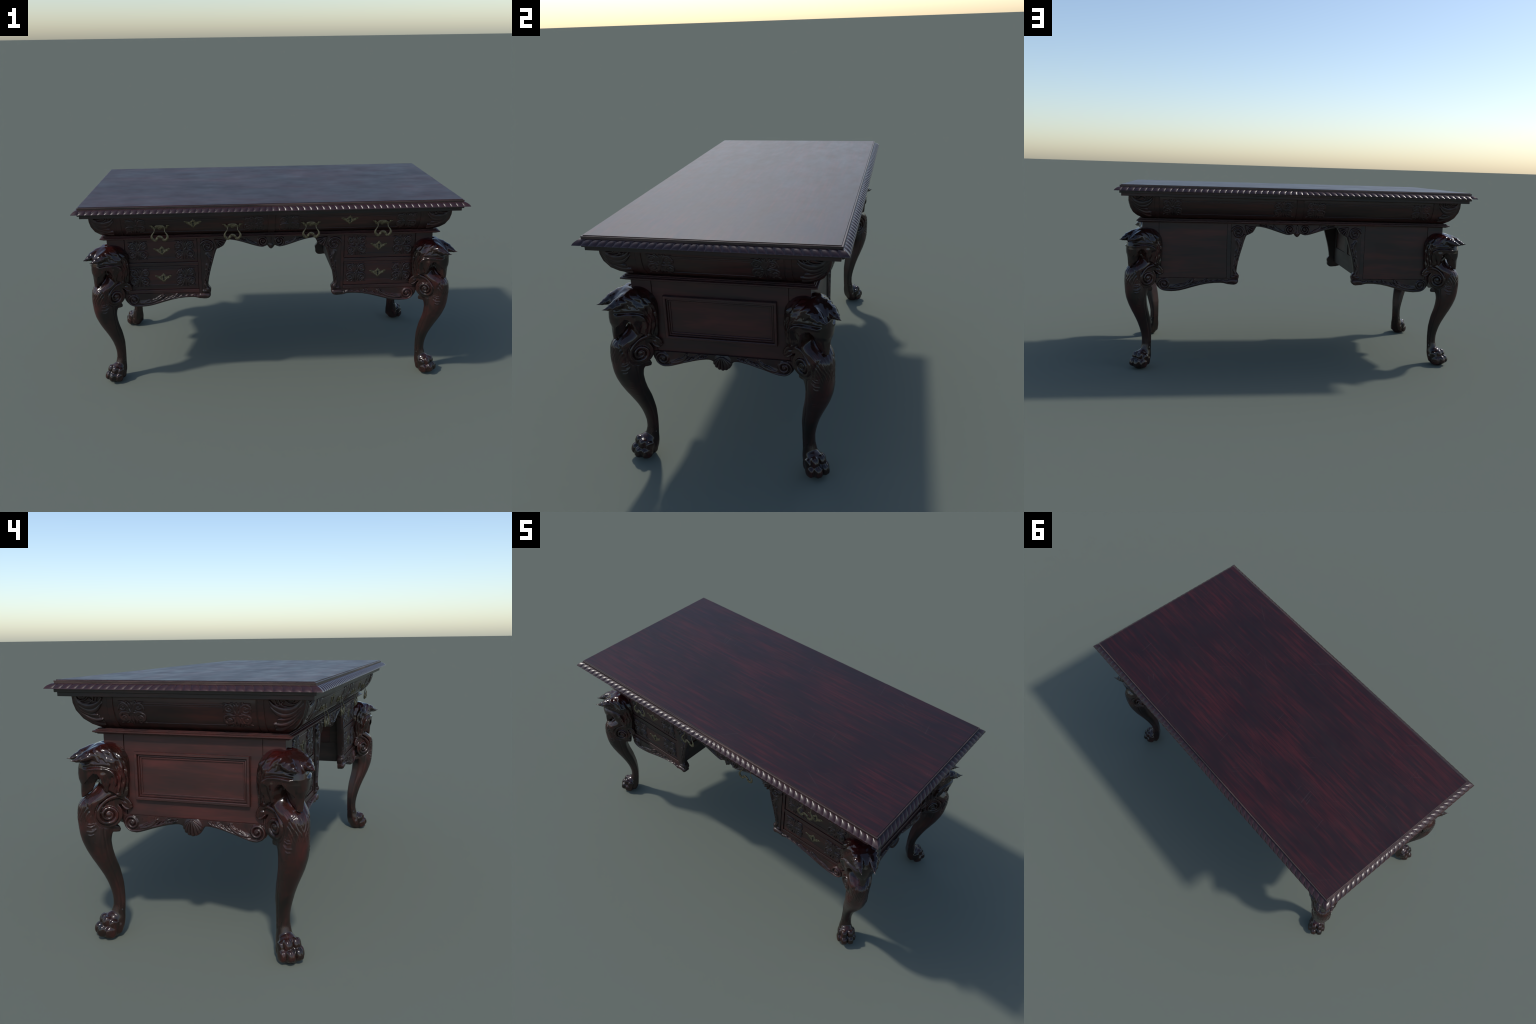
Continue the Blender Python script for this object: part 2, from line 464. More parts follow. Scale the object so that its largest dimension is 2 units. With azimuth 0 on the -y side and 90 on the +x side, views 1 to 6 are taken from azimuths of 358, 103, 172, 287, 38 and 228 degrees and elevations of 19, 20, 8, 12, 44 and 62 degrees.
# ----------------------------------------------------------------------------- signed-distance carving
def surface_nets(F, origin, h):
    """Smooth quad mesh of the zero level of a sampled field (naive surface nets)."""
    F = F.astype(np.float32)
    ins = F < 0
    nx, ny, nz = F.shape
    cnt = np.zeros((nx - 1, ny - 1, nz - 1), np.int8)
    for a in (0, 1):
        for b in (0, 1):
            for c in (0, 1):
                cnt += ins[a:nx - 1 + a, b:ny - 1 + b, c:nz - 1 + c]
    ci, cj, ck = np.where((cnt > 0) & (cnt < 8))
    ids = -np.ones(cnt.shape, np.int32)
    ids[ci, cj, ck] = np.arange(ci.size)
    acc = np.zeros((ci.size, 3), np.float32)
    num = np.zeros(ci.size, np.float32)
    corners = [(a, b, c) for a in (0, 1) for b in (0, 1) for c in (0, 1)]
    for p in corners:
        for ax in range(3):
            if p[ax]:
                continue
            q = list(p); q[ax] = 1
            f0 = F[ci + p[0], cj + p[1], ck + p[2]]
            f1 = F[ci + q[0], cj + q[1], ck + q[2]]
            m = (f0 < 0) != (f1 < 0)
            t = np.where(m, f0 / np.where(m, f0 - f1, 1), 0)
            pos = np.array(p, np.float32)[None, :].repeat(ci.size, 0)
            pos[:, ax] += t
            acc += pos * m[:, None]
            num += m
    verts = (np.column_stack([ci, cj, ck]) + acc / num[:, None]) * h + np.array(origin)
    faces = []
    for ax in range(3):
        sl0 = [slice(1, -1)] * 3; sl1 = [slice(1, -1)] * 3
        sl0[ax] = slice(0, F.shape[ax] - 1); sl1[ax] = slice(1, F.shape[ax])
        a, b = ins[tuple(sl0)], ins[tuple(sl1)]
        idx = np.array(np.where(a != b))
        o1, o2 = [(1, 2), (2, 0), (0, 1)][ax]
        base = idx.copy()
        for k in range(3):
            if k != ax:
                base[k] += 1
        flipm = a[tuple(idx)]
        def cell(d1, d2):
            c = base.copy()
            c[o1] -= d1; c[o2] -= d2
            return ids[c[0], c[1], c[2]]
        q = np.column_stack([cell(1, 1), cell(0, 1), cell(0, 0), cell(1, 0)])
        q[~flipm] = q[~flipm][:, ::-1]
        faces.append(q)
    return verts, np.vstack(faces)

def smin(a, b, k):
    h = np.clip(k - np.abs(a - b), 0, None) / k
    return np.minimum(a, b) - h * h * k * 0.25

def smax(a, b, k):
    return -smin(-a, -b, k)

def poly_sdf(X, Y, pts):
    pts = np.array(pts, float)
    d = np.full(np.broadcast(X, Y).shape, 1e9)
    s = np.ones(d.shape)
    n = len(pts)
    for i in range(n):
        a, b = pts[i], pts[i - 1]
        e = b - a
        wx, wy = X - a[0], Y - a[1]
        t = np.clip((wx * e[0] + wy * e[1]) / (e @ e), 0, 1)
        d = np.minimum(d, (wx - e[0] * t) ** 2 + (wy - e[1] * t) ** 2)
        c1, c2, c3 = Y >= a[1], Y < b[1], e[0] * wy > e[1] * wx
        s = np.where((c1 & c2 & c3) | (~c1 & ~c2 & ~c3), -s, s)
    return np.sqrt(d) * s

def path_dist(X, Y, pts, n=60):
    c = catmull(pts, n)
    d = np.full(np.broadcast(X, Y).shape, 1e9)
    for p in c:
        d = np.minimum(d, (X - p[0]) ** 2 + (Y - p[1]) ** 2)
    return np.sqrt(d)

def build_leg_mesh():
    """Cabriole leg in its own frame: a points out along the desk's diagonal, b sideways,
    z up; a = 0 is the corner of the case."""
    h = 0.0020
    a = np.arange(-0.128, 0.144, h)
    b = np.arange(0.0, 0.122, h)
    z = np.arange(-0.008, 0.804, h)
    A = a[:, None, None].astype(np.float32)
    B = b[None, :, None].astype(np.float32)
    Zr = z[None, None, :].astype(np.float32)
    A2, Z2 = a[:, None], z[None, :]                      # profile plane

    def tab(rows, soft=1):
        """Columns of a section table as smooth curves over the height."""
        r = np.array(sorted(rows))
        out = []
        ker = np.hanning(soft + 2)[1:-1]
        ker /= ker.sum()
        for k in range(1, r.shape[1]):
            c = np.interp(z, r[:, 0], r[:, k])
            c = np.convolve(np.pad(c, soft // 2, mode="edge"), ker, "valid")
            out.append(c[None, None, :].astype(np.float32))
        return out

    def section(af, ab, aw, hw, pf, pb):
        front = A > aw
        an = np.where(front, (A - aw) / np.maximum(af - aw, 1e-4), (aw - A) / np.maximum(aw - ab, 1e-4))
        p = np.where(front, pf, pb)
        q = (np.power(an + 1e-6, p) + np.power(B / hw + 1e-6, p)) ** (1 / p)
        return (q - 1) * np.minimum(hw, 0.5 * (af - ab))

    # --- shank and breast: front, back, widest point, half width, back extension
    af, ab, aw, hw, ext = tab([
        (0.700, 0.016, -.110, -.010, .044, 1.2), (0.660, 0.020, -.110, -.008, .048, 1.2), (0.640, 0.022, -.110, -.005, .049, 1.2), (0.620, 0.032, -.110, .000, .057, 1.2),
        (0.610, 0.041, -.110, .000, .060, 1.2), (0.600, 0.055, -.110, .005, .062, 1.2), (0.590, 0.072, -.110, .010, .063, 1.2),
        (0.578, 0.088, -.110, .015, .063, 1.2), (0.565, 0.099, -.110, .020, .061, 1.2), (0.547, 0.1055, -.110, .024, .057, 1.2),
        (0.515, 0.1085, -.100, .034, .0525, 1.2), (0.490, 0.1085, -.055, .038, .052, 1.2), (0.465, 0.1070, -.026, .040, .053, 1.25),
        (0.440, 0.1040, -.014, .040, .054, 1.25), (0.410, 0.0970, -.008, .038, .053, 1.25), (0.373, 0.0825, -.012, .030, .049, 1.3),
        (0.340, 0.0660, -.020, .018, .0445, 1.4), (0.296, 0.0410, -.035, .002, .038, 1.6), (0.260, 0.0220, -.043, -.010, .034, 1.8),
        (0.228, 0.0080, -.049, -.018, .031, 2.0), (0.195, -.0020, -.052, -.025, .0268, 2.0), (0.165, -.0080, -.053, -.030, .0254, 2.0),
        (0.130, -.0085, -.052, -.028, .0254, 2.0), (0.100, 0.0020, -.049, -.023, .0280, 1.8), (0.070, 0.0140, -.047, -.018, .0350, 1.6),
        (0.045, 0.0200, -.042, -.010, .0380, 1.5), (0.025, 0.0220, -.036, -.004, .0370, 1.4), (0.010, 0.0180, -.022, .000, .0300, 1.3),
        (0.000, 0.0100, -.008, .002, .0180, 1.2), (-.010, 0.002, .000, .001, .001, 1.2)], 17)
    ab2 = aw - (aw - ab) * ext
    body = section(af, ab2, aw, hw, np.interp(Zr, [.14, .30, .46, .55], [1.75, 1.75, 1.95, 2.1]).astype(np.float32), 2.0)
    body = smax(body, ab - A, 0.006)
    body = np.maximum(body, Zr - 0.70)

    # --- hood of the eagle's head: crown, cheeks and nape
    hf, hb, hwid, hh = tab([
        (0.7950, -.012, -.030, -.02, .006), (0.7925, .004, -.048, -.02, .030), (0.7880, .018, -.066, -.02, .046), (0.7780, .040, -.085, -.02, .062),
        (0.7620, .060, -.100, -.02, .075), (0.7420, .079, -.108, -.02, .084), (0.7200, .090, -.112, -.02, .089), (0.7000, .0945, -.112, -.02, .091),
        (0.6800, .0960, -.112, -.02, .091), (0.6600, .0950, -.112, -.02, .089), (0.6400, .0890, -.112, -.02, .086), (0.6200, .076, -.112, -.02, .083),
        (0.6000, .058, -.112, -.025, .081), (0.5850, .042, -.110, -.03, .079), (0.5700, .024, -.105, -.03, .074), (0.5500, .000, -.10, -.04, .065)])
    hood = section(hf, hb, hwid, hh, 1.68, 2.5)
    hood = smax(hood, (0.609 + 0.45 * np.minimum(A, 0.0)) - Zr, 0.006)
    hood = smax(hood, Zr - 0.7915, 0.008)
    # the arch of the cheek, under which the beak hangs
    arch = poly_sdf(A2, Z2, [(.14, .634), (.090, .636), (.081, .641), (.075, .652), (.067, .669), (.055, .682), (.043, .681), (.034, .669), (.027, .652),
                             (.020, .632), (.012, .615), (.0036, .602), (-.006, .590), (-.02, .576), (-.02, .50), (.14, .50)])[:, None, :].astype(np.float32)
    hood = smax(hood, -arch, 0.0045)
    # --- hooked beak
    beak2 = poly_sdf(A2, Z2, [(.02, .695), (.083, .672), (.0870, .645), (.0885, .610), (.0890, .5865), (.0810, .5880), (.067, .5965),
                              (.052, .611), (.042, .628), (.034, .648), (.022, .668)])[:, None, :].astype(np.float32)
    bw = (0.0140 + np.clip(Zr - 0.588, 0, None) * 0.23) * (1 - 0.28 * (np.clip(A - 0.035, 0, None) / 0.055) ** 2)
    beak = smax(beak2, (B - bw) * 0.8, 0.007)
    # lower mandible tucked behind it
    mand = poly_sdf(A2, Z2, [(.010, .645), (.024, .640), (.040, .618), (.058, .601), (.074, .591), (.066, .585), (.040, .592), (.010, .600)])[:, None, :].astype(np.float32)
    mand = smax(mand, B - 0.020, 0.006)
    # --- crest: two tufts that run forward over the brow into points
    crest = None
    horn = [((-.010, .028, .762), .032), ((.030, .0315, .755), .030), ((.066, .034, .7460), .0245), ((.090, .0335, .7395), .0165), ((.106, .0325, .7360), .0095),
            ((.117, .0315, .7352), .0045), ((.1325, .0305, .7365), .0010)]
    for (p, r), (q, s) in zip(horn[:-1], horn[1:]):
        p, q = np.array(p), np.array(q)
        e = q - p
        zs = 1.12
        w = (A - p[0]) * e[0] + (B - p[1]) * e[1] + (Zr - p[2]) * e[2]
        t = np.clip(w / (e @ e), 0, 1)
        d = np.sqrt((A - p[0] - e[0] * t) ** 2 + (B - p[1] - e[1] * t) ** 2 + (zs * (Zr - p[2] - e[2] * t)) ** 2) - (r + (s - r) * t)
        crest = d if crest is None else np.minimum(crest, d)
    head = smin(hood, crest, 0.010)
    head = smin(head, beak, 0.003)
    head = smin(head, mand, 0.003)

    # ---- surface drawing on the flanks of the head, in profile (a, z)
    def groove(f, pts, w, depth, bmin=0.02):
        d = path_dist(A2, Z2, pts)[:, None, :].astype(np.float32)
        return f + depth * np.exp(-(d / w) ** 2) * np.clip((B - bmin) / 0.012, 0, 1)
    head = groove(head, [(.078, .706), (.055, .711), (.030, .712), (.004, .706), (-.018, .692), (-.030, .668), (-.033, .640), (-.026, .606)], .0045, .0045)
    head = groove(head, [(.078, .699), (.055, .703), (.030, .703), (.006, .697), (-.010, .684), (-.020, .664), (-.022, .640)], .0060, -.0042)
    head = groove(head, [(-.005, .668), (-.004, .640), (.002, .612), (.000, .590)], .0050, .0040)
    head = groove(head, [(-.048, .730), (-.056, .700), (-.052, .665), (-.058, .630), (-.050, .600)], .0070, .0018)
    head = groove(head, [(.096, .722), (.080, .7225), (.064, .727)], .0050, .0030)
    # layered feathers of the crown, ear and nape
    fs = [stroke([(.092, .738), (.060, .748), (.022, .751), (-.012, .742)], .006, .010, .75, 60, .004),
          stroke([(.060, .760), (.044, .745), (.034, .729)], .010, .003, .9, 40, .004),
          stroke([(.036, .768), (.016, .750), (.008, .728)], .010, .003, .9, 40, .004),
          stroke([(.012, .774), (-.010, .756), (-.022, .728)], .010, .003, 1.0, 40, .004),
          stroke([(-.012, .776), (-.036, .758), (-.050, .726)], .010, .003, 1.0, 40, .004),
          stroke([(.002, .738), (-.018, .722), (-.028, .694)], .009, .002, 1.0, 40, .004),
          stroke([(-.020, .738), (-.040, .718), (-.050, .686)], .009, .002, 1.0, 40, .004),
          stroke([(-.042, .745), (-.060, .720), (-.068, .684)], .009, .002, 1.0, 40, .004),
          stroke([(-.010, .690), (-.018, .662), (-.014, .622)], .0065, .003, .9, 40, .002),
          stroke([(-.028, .692), (-.038, .660), (-.030, .610)], .0070, .003, .9, 40, .002),
          stroke([(-.046, .690), (-.056, .652), (-.047, .602)], .0070, .003, .9, 40, .002),
          stroke([(-.064, .690), (-.072, .648), (-.064, .592)], .0070, .003, .9, 40, .002)]
    frel = relief(np.broadcast_to(A2, (a.size, z.size)), np.broadcast_to(Z2, (a.size, z.size)), fs, 0.0062)[:, None, :].astype(np.float32)
    head = head - 0.72 * frel * np.clip((B - .016) / .014, 0, 1)
    # eye hidden under the brow
    eye = np.sqrt((A - .052) ** 2 + (B - .047) ** 2 + (Zr - .722) ** 2) - .0105
    head = smin(head, eye, 0.003)
    # ruffled crown and nape feathers
    lump = np.zeros_like(head)
    wr = np.random.default_rng(11)
    for fr, am in ((110, .0012), (150, .0011), (190, .0009), (260, .0007)):
        for _ in range(3):
            k = wr.normal(size=3)
            k = k / np.linalg.norm(k) * fr
            lump += am * np.sin(k[0] * A + k[1] * B + k[2] * Zr * 0.7 + wr.uniform(0, 6.28)).astype(np.float32)
    head += lump * np.clip((0.05 - A) / 0.05, 0.15, 1) * np.clip((A + 0.085) / 0.04, 0.3, 1) * 0.9

    # ---- C-scroll on each flank of the knee
    sc = [stroke([(-.072, .556), (-.061, .575), (-.036, .5885), (-.006, .583), (.022, .566), (.039, .543), (.0435, .519)], .0110, .0085, 1.0, 110),
          spiral(.005, .519, .0385, .006, 0.0, -2.0, .0085, .0055, 1.0, 240),
          stroke([(-.074, .545), (-.062, .553), (-.055, .563)], .011, .008, .9, 30),
          stroke([(-.070, .534), (-.056, .538), (-.046, .547)], .009, .006, .8, 30),
          blob(.005, .519, .0125, 1.2)]
    rel = relief(np.broadcast_to(A2, (a.size, z.size)), np.broadcast_to(Z2, (a.size, z.size)), sc, 0.0095)[:, None, :].astype(np.float32)
    disc = np.sqrt((A2 - .004) ** 2 + (Z2 - .5185) ** 2) - .0520
    arm = path_dist(A2, Z2, [(-.066, .552), (-.056, .567), (-.034, .578), (-.004, .570), (.028, .548)], 50) - .0185
    mask = smin(disc, arm, .010)[:, None, :].astype(np.float32)
    face = 0.0495 - 0.36 * (np.clip(A, -.085, .005) - 0.005)
    scroll = smax(mask, (B - face - rel) * 0.9, 0.004)

    # ---- leaf spur under the scroll, at the back of the knee
    spur2 = poly_sdf(A2, Z2, [(.014, .472), (-.006, .470), (-.026, .4695), (-.041, .463), (-.0455, .451), (-.041, .4405), (-.027, .441), (-.014, .443), (-.002, .430), (.014, .415)])
    spur = smax(spur2[:, None, :].astype(np.float32), B - 0.041, 0.006)

    # ---- paw: four toes, each a knuckle above and a claw pad below
    paw = None
    for (ca, cb, cz, ra, rb, rz, tilt) in [
            (.0235, .0168, .0700, .0235, .0176, .0220, .45), (.0430, .0172, .0355, .0255, .0180, .0250, .30),
            (.0060, .0345, .0605, .0200, .0126, .0210, .40), (.0200, .0375, .0300, .0240, .0138, .0240, .25),
            (-.0150, .0300, .0380, .0170, .0105, .0230, .10)]:
        c, s = math.cos(tilt), math.sin(tilt)
        x, y, w = A - ca, B - cb, Zr - cz
        xr, wr2 = c * x + s * w, -s * x + c * w
        k0 = (np.abs(xr / ra) ** 2.6 + np.abs(y / rb) ** 2.6 + np.abs(wr2 / rz) ** 2.6) ** (1 / 2.6)
        e = (k0 - 1) * min(ra, rb, rz)
        e = e + 0.0010 * np.exp(-((y - 0.15 * rb) / 0.0022) ** 2)        # seam along each joint
        paw = e if paw is None else smin(paw, e, 0.0040)
    pad = np.sqrt(((A - .010) / .047) ** 2 + (B / .039) ** 2 + ((Zr - .030) / .040) ** 2)
    pad = (pad - 1) * .034
    paw = smin(paw, pad, 0.003)
    instep = (np.sqrt(((A + .006) / .036) ** 2 + (B / .034) ** 2 + ((Zr - .074) / .030) ** 2) - 1) * .030
    paw = smin(paw, instep, 0.005)

    # ---- breast feathers, belly marks and the long edge line of the shank
    mz = np.clip((Zr - .470) / .03, 0, 1) * np.clip((.615 - Zr) / .02, 0, 1) * np.clip((A - .035) / .02, 0, 1)
    fe = np.sin(B * (430 + 0 * A) - (Zr - .55) * 120 + 2.2 * np.sin(Zr * 90 + A * 60)) * .0006 + np.sin(B * 900 - Zr * 260 + 40 * A) * .0004
    body = body + fe.astype(np.float32) * mz
    body = groove(body, [(.085, .572), (.074, .545), (.066, .520), (.064, .495), (.066, .470)], .004, .0020)
    body = groove(body, [(.062, .489), (.070, .486), (.081, .487)], .0025, -.0021)
    body = groove(body, [(.061, .480), (.072, .476), (.083, .478)], .0025, -.0020)
    body = groove(body, [(.056, .466), (.068, .457), (.086, .458)], .0028, -.0020)
    body = groove(body, [(.066, .446), (.074, .442), (.082, .444)], .0025, -.0022)
    for i in (0, 1, 3, 4, 7):
        t = i / 8.0
        j = .006 * math.sin(5.1 * i)
        body = groove(body, [(.058 - .030 * t + j, .410 - .10 * t), (.066 - .030 * t + j, .413 - .10 * t)], .0022, -.0008, .015)
    line = path_dist(A2, Z2, [(.026, .462), (.024, .43), (.020, .40), (.012, .35), (.000, .305), (-.015, .26), (-.028, .21), (-.034, .16), (-.034, .115)], 90)
    body = body + .0024 * np.exp(-(line[:, None, :].astype(np.float32) / .0032) ** 2) * np.clip((B - .008) / .01, 0, 1)

    well = np.maximum(mask - .0025, (face - .0015) - B)
    body = smax(body, -well, 0.003)
    f = smin(body, spur, 0.004)
    f = smin(f, paw, 0.004)
    f = smin(f, head, 0.005)
    f = smin(f, scroll, 0.004)
    f = np.maximum(f, -(Zr - 0.0))                        # flat sole
    full = np.concatenate([f[:, :0:-1, :], f], axis=1)   # mirror across the diagonal plane
    v, q = surface_nets(full, (a[0], -b[-1], z[0]), h)
    return v, q

def split_leg(v, q, mat):
    """One smooth carved surface, separated by region into head, shank and paw."""
    whole = make_mesh("leg_surface", v, q, mat, angle=180)
    nrm = np.zeros(len(v) * 3, np.float32)
    whole.vertices.foreach_get("normal", nrm)
    nrm = nrm.reshape(-1, 3)
    cz = v[q].mean(1)
    za, aa = cz[:, 2], cz[:, 0]
    is_paw = za < 0.098 + np.clip(aa, -0.03, 0.02) * 0.4
    is_head = za > np.interp(aa, [-.10, -.03, .03, .06, .10], [.565, .575, .600, .590, .580])
    parts = {}
    for name, sel in (("eagle_head", is_head), ("leg", ~is_head & ~is_paw), ("paw", is_paw)):
        fq = q[sel]
        used, inv = np.unique(fq, return_inverse=True)
        me = make_mesh(name, v[used], inv.reshape(fq.shape), mat, angle=180)
        me.normals_split_custom_set_from_vertices([tuple(x) for x in nrm[used]])
        parts[name] = me
    bpy.data.meshes.remove(whole)
    return parts

# ============================================================================= BUILD
# ----------------------------------------------------------------------------- tabletop
v, f = rect_sweep([(0.0330, Z_TOP), (0.0330, Z_TOP - 0.0035)], True, True)
obj("tabletop", v, f, M_TOP, bevel=0.0008)
v, f = rect_sweep([(0.0340, Z_TOP - 0.0028), (0.0276, Z_TOP - 0.0031), (0.0266, Z_TOP - 0.0041), (0.0266, Z_TOP - 0.0072),
                   (0.0276, Z_TOP - 0.0080), (0.0276, Z_TOP - 0.0145)], True, True)
obj("tabletop_edge", v, f, M_EDGE, angle=20)

# ----------------------------------------------------------------------------- gadroon edge
GD, GZ0, GH = 0.0260, 1.0016, 0.0192
def ovolo(q):
    """Section of the gadroon band: q = 0 at the lower lip, 1 at the top."""
    ph = q * math.pi / 2
    return GD * (1 - math.cos(ph) ** 1.35), GZ0 + GH * math.sin(ph) ** 1.35

def lean(q, k=1.0):
    return 0.0160 * k * q ** 1.5

def lobe_mesh(pitch, x0, hand):
    """One gadroon: leans toward the middle of the side as it rises. Local x runs from the
    middle outward, local y is the inset."""
    nt, nq = 15, 11
    v, f = [], []
    for j in range(nq):
        q = j / (nq - 1)
        d, z = ovolo(q)
        for i in range(nt):
            t = -0.02 + 1.04 * i / (nt - 1)
            g = max(0.0, 1 - abs(2 * min(max(t, 0), 1) - 1) ** 2.3) ** 0.72
            dep = 0.0050 * (1 - g) * (0.08 + 0.92 * math.sin(math.pi * (0.02 + 0.92 * q ** 0.8)))
            ph = q * math.pi / 2
            k = min(1.0, max(0.0, x0 + t * pitch) / 0.075)
            v.append((hand * (t * pitch - lean(q, k)), d + dep * (0.35 + 0.65 * math.cos(ph)), z - dep * 0.8 * math.sin(ph)))
    for j in range(nq - 1):
        for i in range(nt - 1):
            a, b, c, e = j * nt + i, j * nt + i + 1, (j + 1) * nt + i + 1, (j + 1) * nt + i
            f.append((a, b, c, e) if hand > 0 else (e, c, b, a))
    # under-lip and hidden back
    o = len(v)
    for i in range(nt):
        v.append((v[i][0], GD + 0.004, GZ0))
    for i in range(nt - 1):
        q4 = (o + i, o + i + 1, i + 1, i)
        f.append(q4 if hand > 0 else q4[::-1])
    return make_mesh("gadroon", v, f, M_GAD, 60)

v, f = rect_sweep([(0.026, 1.0200), (0.018, 1.0160), (0.0105, 1.0092), (0.0075, 1.0028), (0.0075, 1.0020), (0.030, 1.0018)], True, True)
band = obj("gadroon_moulding", v, f, M_GAD, angle=40)
cache = {}
for side in SIDES:
    half = HX if SIDES[side][0][0] == 0 else HY
    n = 30 if half == HX else 15
    pitch = (half - 0.034) / n
    for hand in (-1, 1):
        for i in range(n):
            x0 = i * pitch
            key = (n, hand, i if x0 < 0.075 else -1)
            if key not in cache:
                cache[key] = lobe_mesh(pitch, min(x0, 0.075), hand)
            ob = bpy.data.objects.new("gadroon", cache[key])
            link(ob, band)
            ob.matrix_world = frame_matrix(side, hand * x0, 0, 0)
# plain mitred lobe on each corner
def corner_lobe():
    nt, nq = 9, 11
    v, f = [], []
    for face in (0, 1):
        o = len(v)
        for j in range(nq):
            q = j / (nq - 1)
            d, z = ovolo(q)
            x0, x1 = -0.034 - lean(q), -d
            for i in range(nt):
                t = i / (nt - 1)
                g = max(0.0, 1 - (1 - min(1.0, t * 1.6)) ** 2.4) ** 0.75
                dep = 0.0050 * (1 - g) * (0.08 + 0.92 * math.sin(math.pi * (0.02 + 0.92 * q ** 0.8)))
                ph = q * math.pi / 2
                p = (x0 + (x1 - x0) * t, -d - dep * (0.35 + 0.65 * math.cos(ph)), z - dep * 0.8 * math.sin(ph))
                v.append(p if face == 0 else (p[1], p[0], p[2]))
        for j in range(nq - 1):
            for i in range(nt - 1):
                a, b, c, e = o + j * nt + i, o + j * nt + i + 1, o + (j + 1) * nt + i + 1, o + (j + 1) * nt + i
                f.append((e, c, b, a) if face == 0 else (a, b, c, e))
        oo = len(v)
        for i in range(nt):
            p = v[o + i]
            v.append((p[0], -GD - .004, GZ0) if face == 0 else (-GD - .004, p[1], GZ0))
        for i in range(nt - 1):
            q4 = (o + i, o + i + 1, oo + i + 1, oo + i)
            f.append(q4 if face == 0 else q4[::-1])
    return make_mesh("gadroon_corner", v, f, M_GAD, 50)
cm = corner_lobe()
for sx, sy, rz in ((1, 1, 0), (-1, 1, 90), (-1, -1, 180), (1, -1, 270)):
    ob = bpy.data.objects.new("gadroon_corner", cm)
    link(ob, band)
    ob.location = (sx * HX, sy * HY, 0)
    ob.rotation_euler = (0, 0, math.radians(rz))

# ----------------------------------------------------------------------------- cornice under the top
v, f = rect_sweep([(0.0252, 1.0014), (0.0252, 0.9890), (0.0262, 0.9880), (0.0335, 0.9880), (0.0338, 0.9738), (0.0345, 0.9728), (0.075, 0.9726)], True, True)
obj("cornice", v, f, M_DARK, bevel=0.0006)

# ----------------------------------------------------------------------------- bowed frieze
v, f = rect_sweep([tuple(p) for p in BOWL], True, True)
frieze = obj("frieze", v, f, M_FRIEZE, angle=30)

def bowl_at(zq, side="front"):
    """Inset and outward slope of the frieze at a height."""
    col = BOWL[:, 1] if SIDES[side][0][0] == 0 else BOWL[:, 0]
    zq = np.asarray(zq)
    f = lambda q: np.interp(-q, -BOWL[:, 2], col)
    e = 0.012
    sl = (f(zq - e) - f(zq + e)) / (2 * e)       # d(inset)/d(-z)
    ln = np.sqrt(1 + sl ** 2)
    return f(zq), 1 / ln, sl / ln                # inset, outward and downward parts of the normal

def on_bowl(side):
    n, t = SIDES[side]
    hh = HY if n[0] == 0 else HX
    def place(u, zq, h):
        d, no, nd = bowl_at(zq, side)
        k = hh - d + h * no
        return np.column_stack([n[0] * k + t[0] * u, n[1] * k + t[1] * u, zq - h * nd])
    return place

def bowl_slab(name, side, u0, u1, z0, z1, proud, mat, parent, edge=0.0015):
    """Thin board bent to the frieze, with softened margins."""
    us = np.array([u0, u0 + edge * .4, u0 + edge, u1 - edge, u1 - edge * .4, u1])
    hu = np.array([-.001, proud * .7, proud, proud, proud * .7, -.001])
    zs = np.r_[z0, z0 + edge * .4, z0 + edge, [p for p in BOWL[::-1, 2] if z0 + edge * 1.5 < p < z1 - edge * 1.5], z1 - edge, z1 - edge * .4, z1]
    hz = np.full(zs.size, proud)
    hz[[0, -1]], hz[[1, -2]] = -.001, proud * .7
    U, Zz = np.meshgrid(us, zs, indexing="ij")
    H = np.minimum(hu[:, None], hz[None, :])
    P = on_bowl(side)(U.ravel(), Zz.ravel(), H.ravel())
    nz = zs.size
    F = [(i * nz + j, (i + 1) * nz + j, (i + 1) * nz + j + 1, i * nz + j + 1) for i in range(us.size - 1) for j in range(nz - 1)]
    return obj(name, P, F, mat, parent, angle=32)

ARAB = arabesque()
def arab_variant(k):
    """Small differences between repeats, as hand carving has."""
    r = np.random.default_rng(100 + k)
    S = []
    for s in ARAB:
        s = s.copy()
        s[:, :2] += 0.03 * r.normal(size=2)
        s[:, 2] *= r.uniform(1.05, 1.32)
        S.append(s)
    return flip(S, fx=1 if k % 2 else -1, fy=1)

NG = 84
def carve_arabesque(name, parent, place, cu, cv, half_u, half_v, k, hmax=0.0038):
    g = np.linspace(-1.06, 1.06, NG)
    U, V = np.meshgrid(g, g, indexing="ij")
    H = relief(U, V, arab_variant(k), hmax)
    verts, faces = height_mesh(U * half_u + cu, V * half_v + cv, H, place)
    return obj(name, verts, faces, M_CARVE, parent, angle=180)

def bead_strip(G, place, u0, u1, zq, w=0.0016, hgt=0.0020):
    """Fine raised line along a face."""
    prof = [(-w, -.0008), (-w * .7, hgt * .7), (0, hgt), (w * .7, hgt * .7), (w, -.0008)]
    P = []
    for u in (u0, u1):
        P += [tuple(place(np.array([u]), np.array([zq + a]), np.array([b]))[0]) for a, b in prof]
    F = [(i, i + 5, i + 6, i + 1) for i in range(4)] + [(0, 1, 2, 3, 4), (9, 8, 7, 6, 5)]
    G.add(P, F)

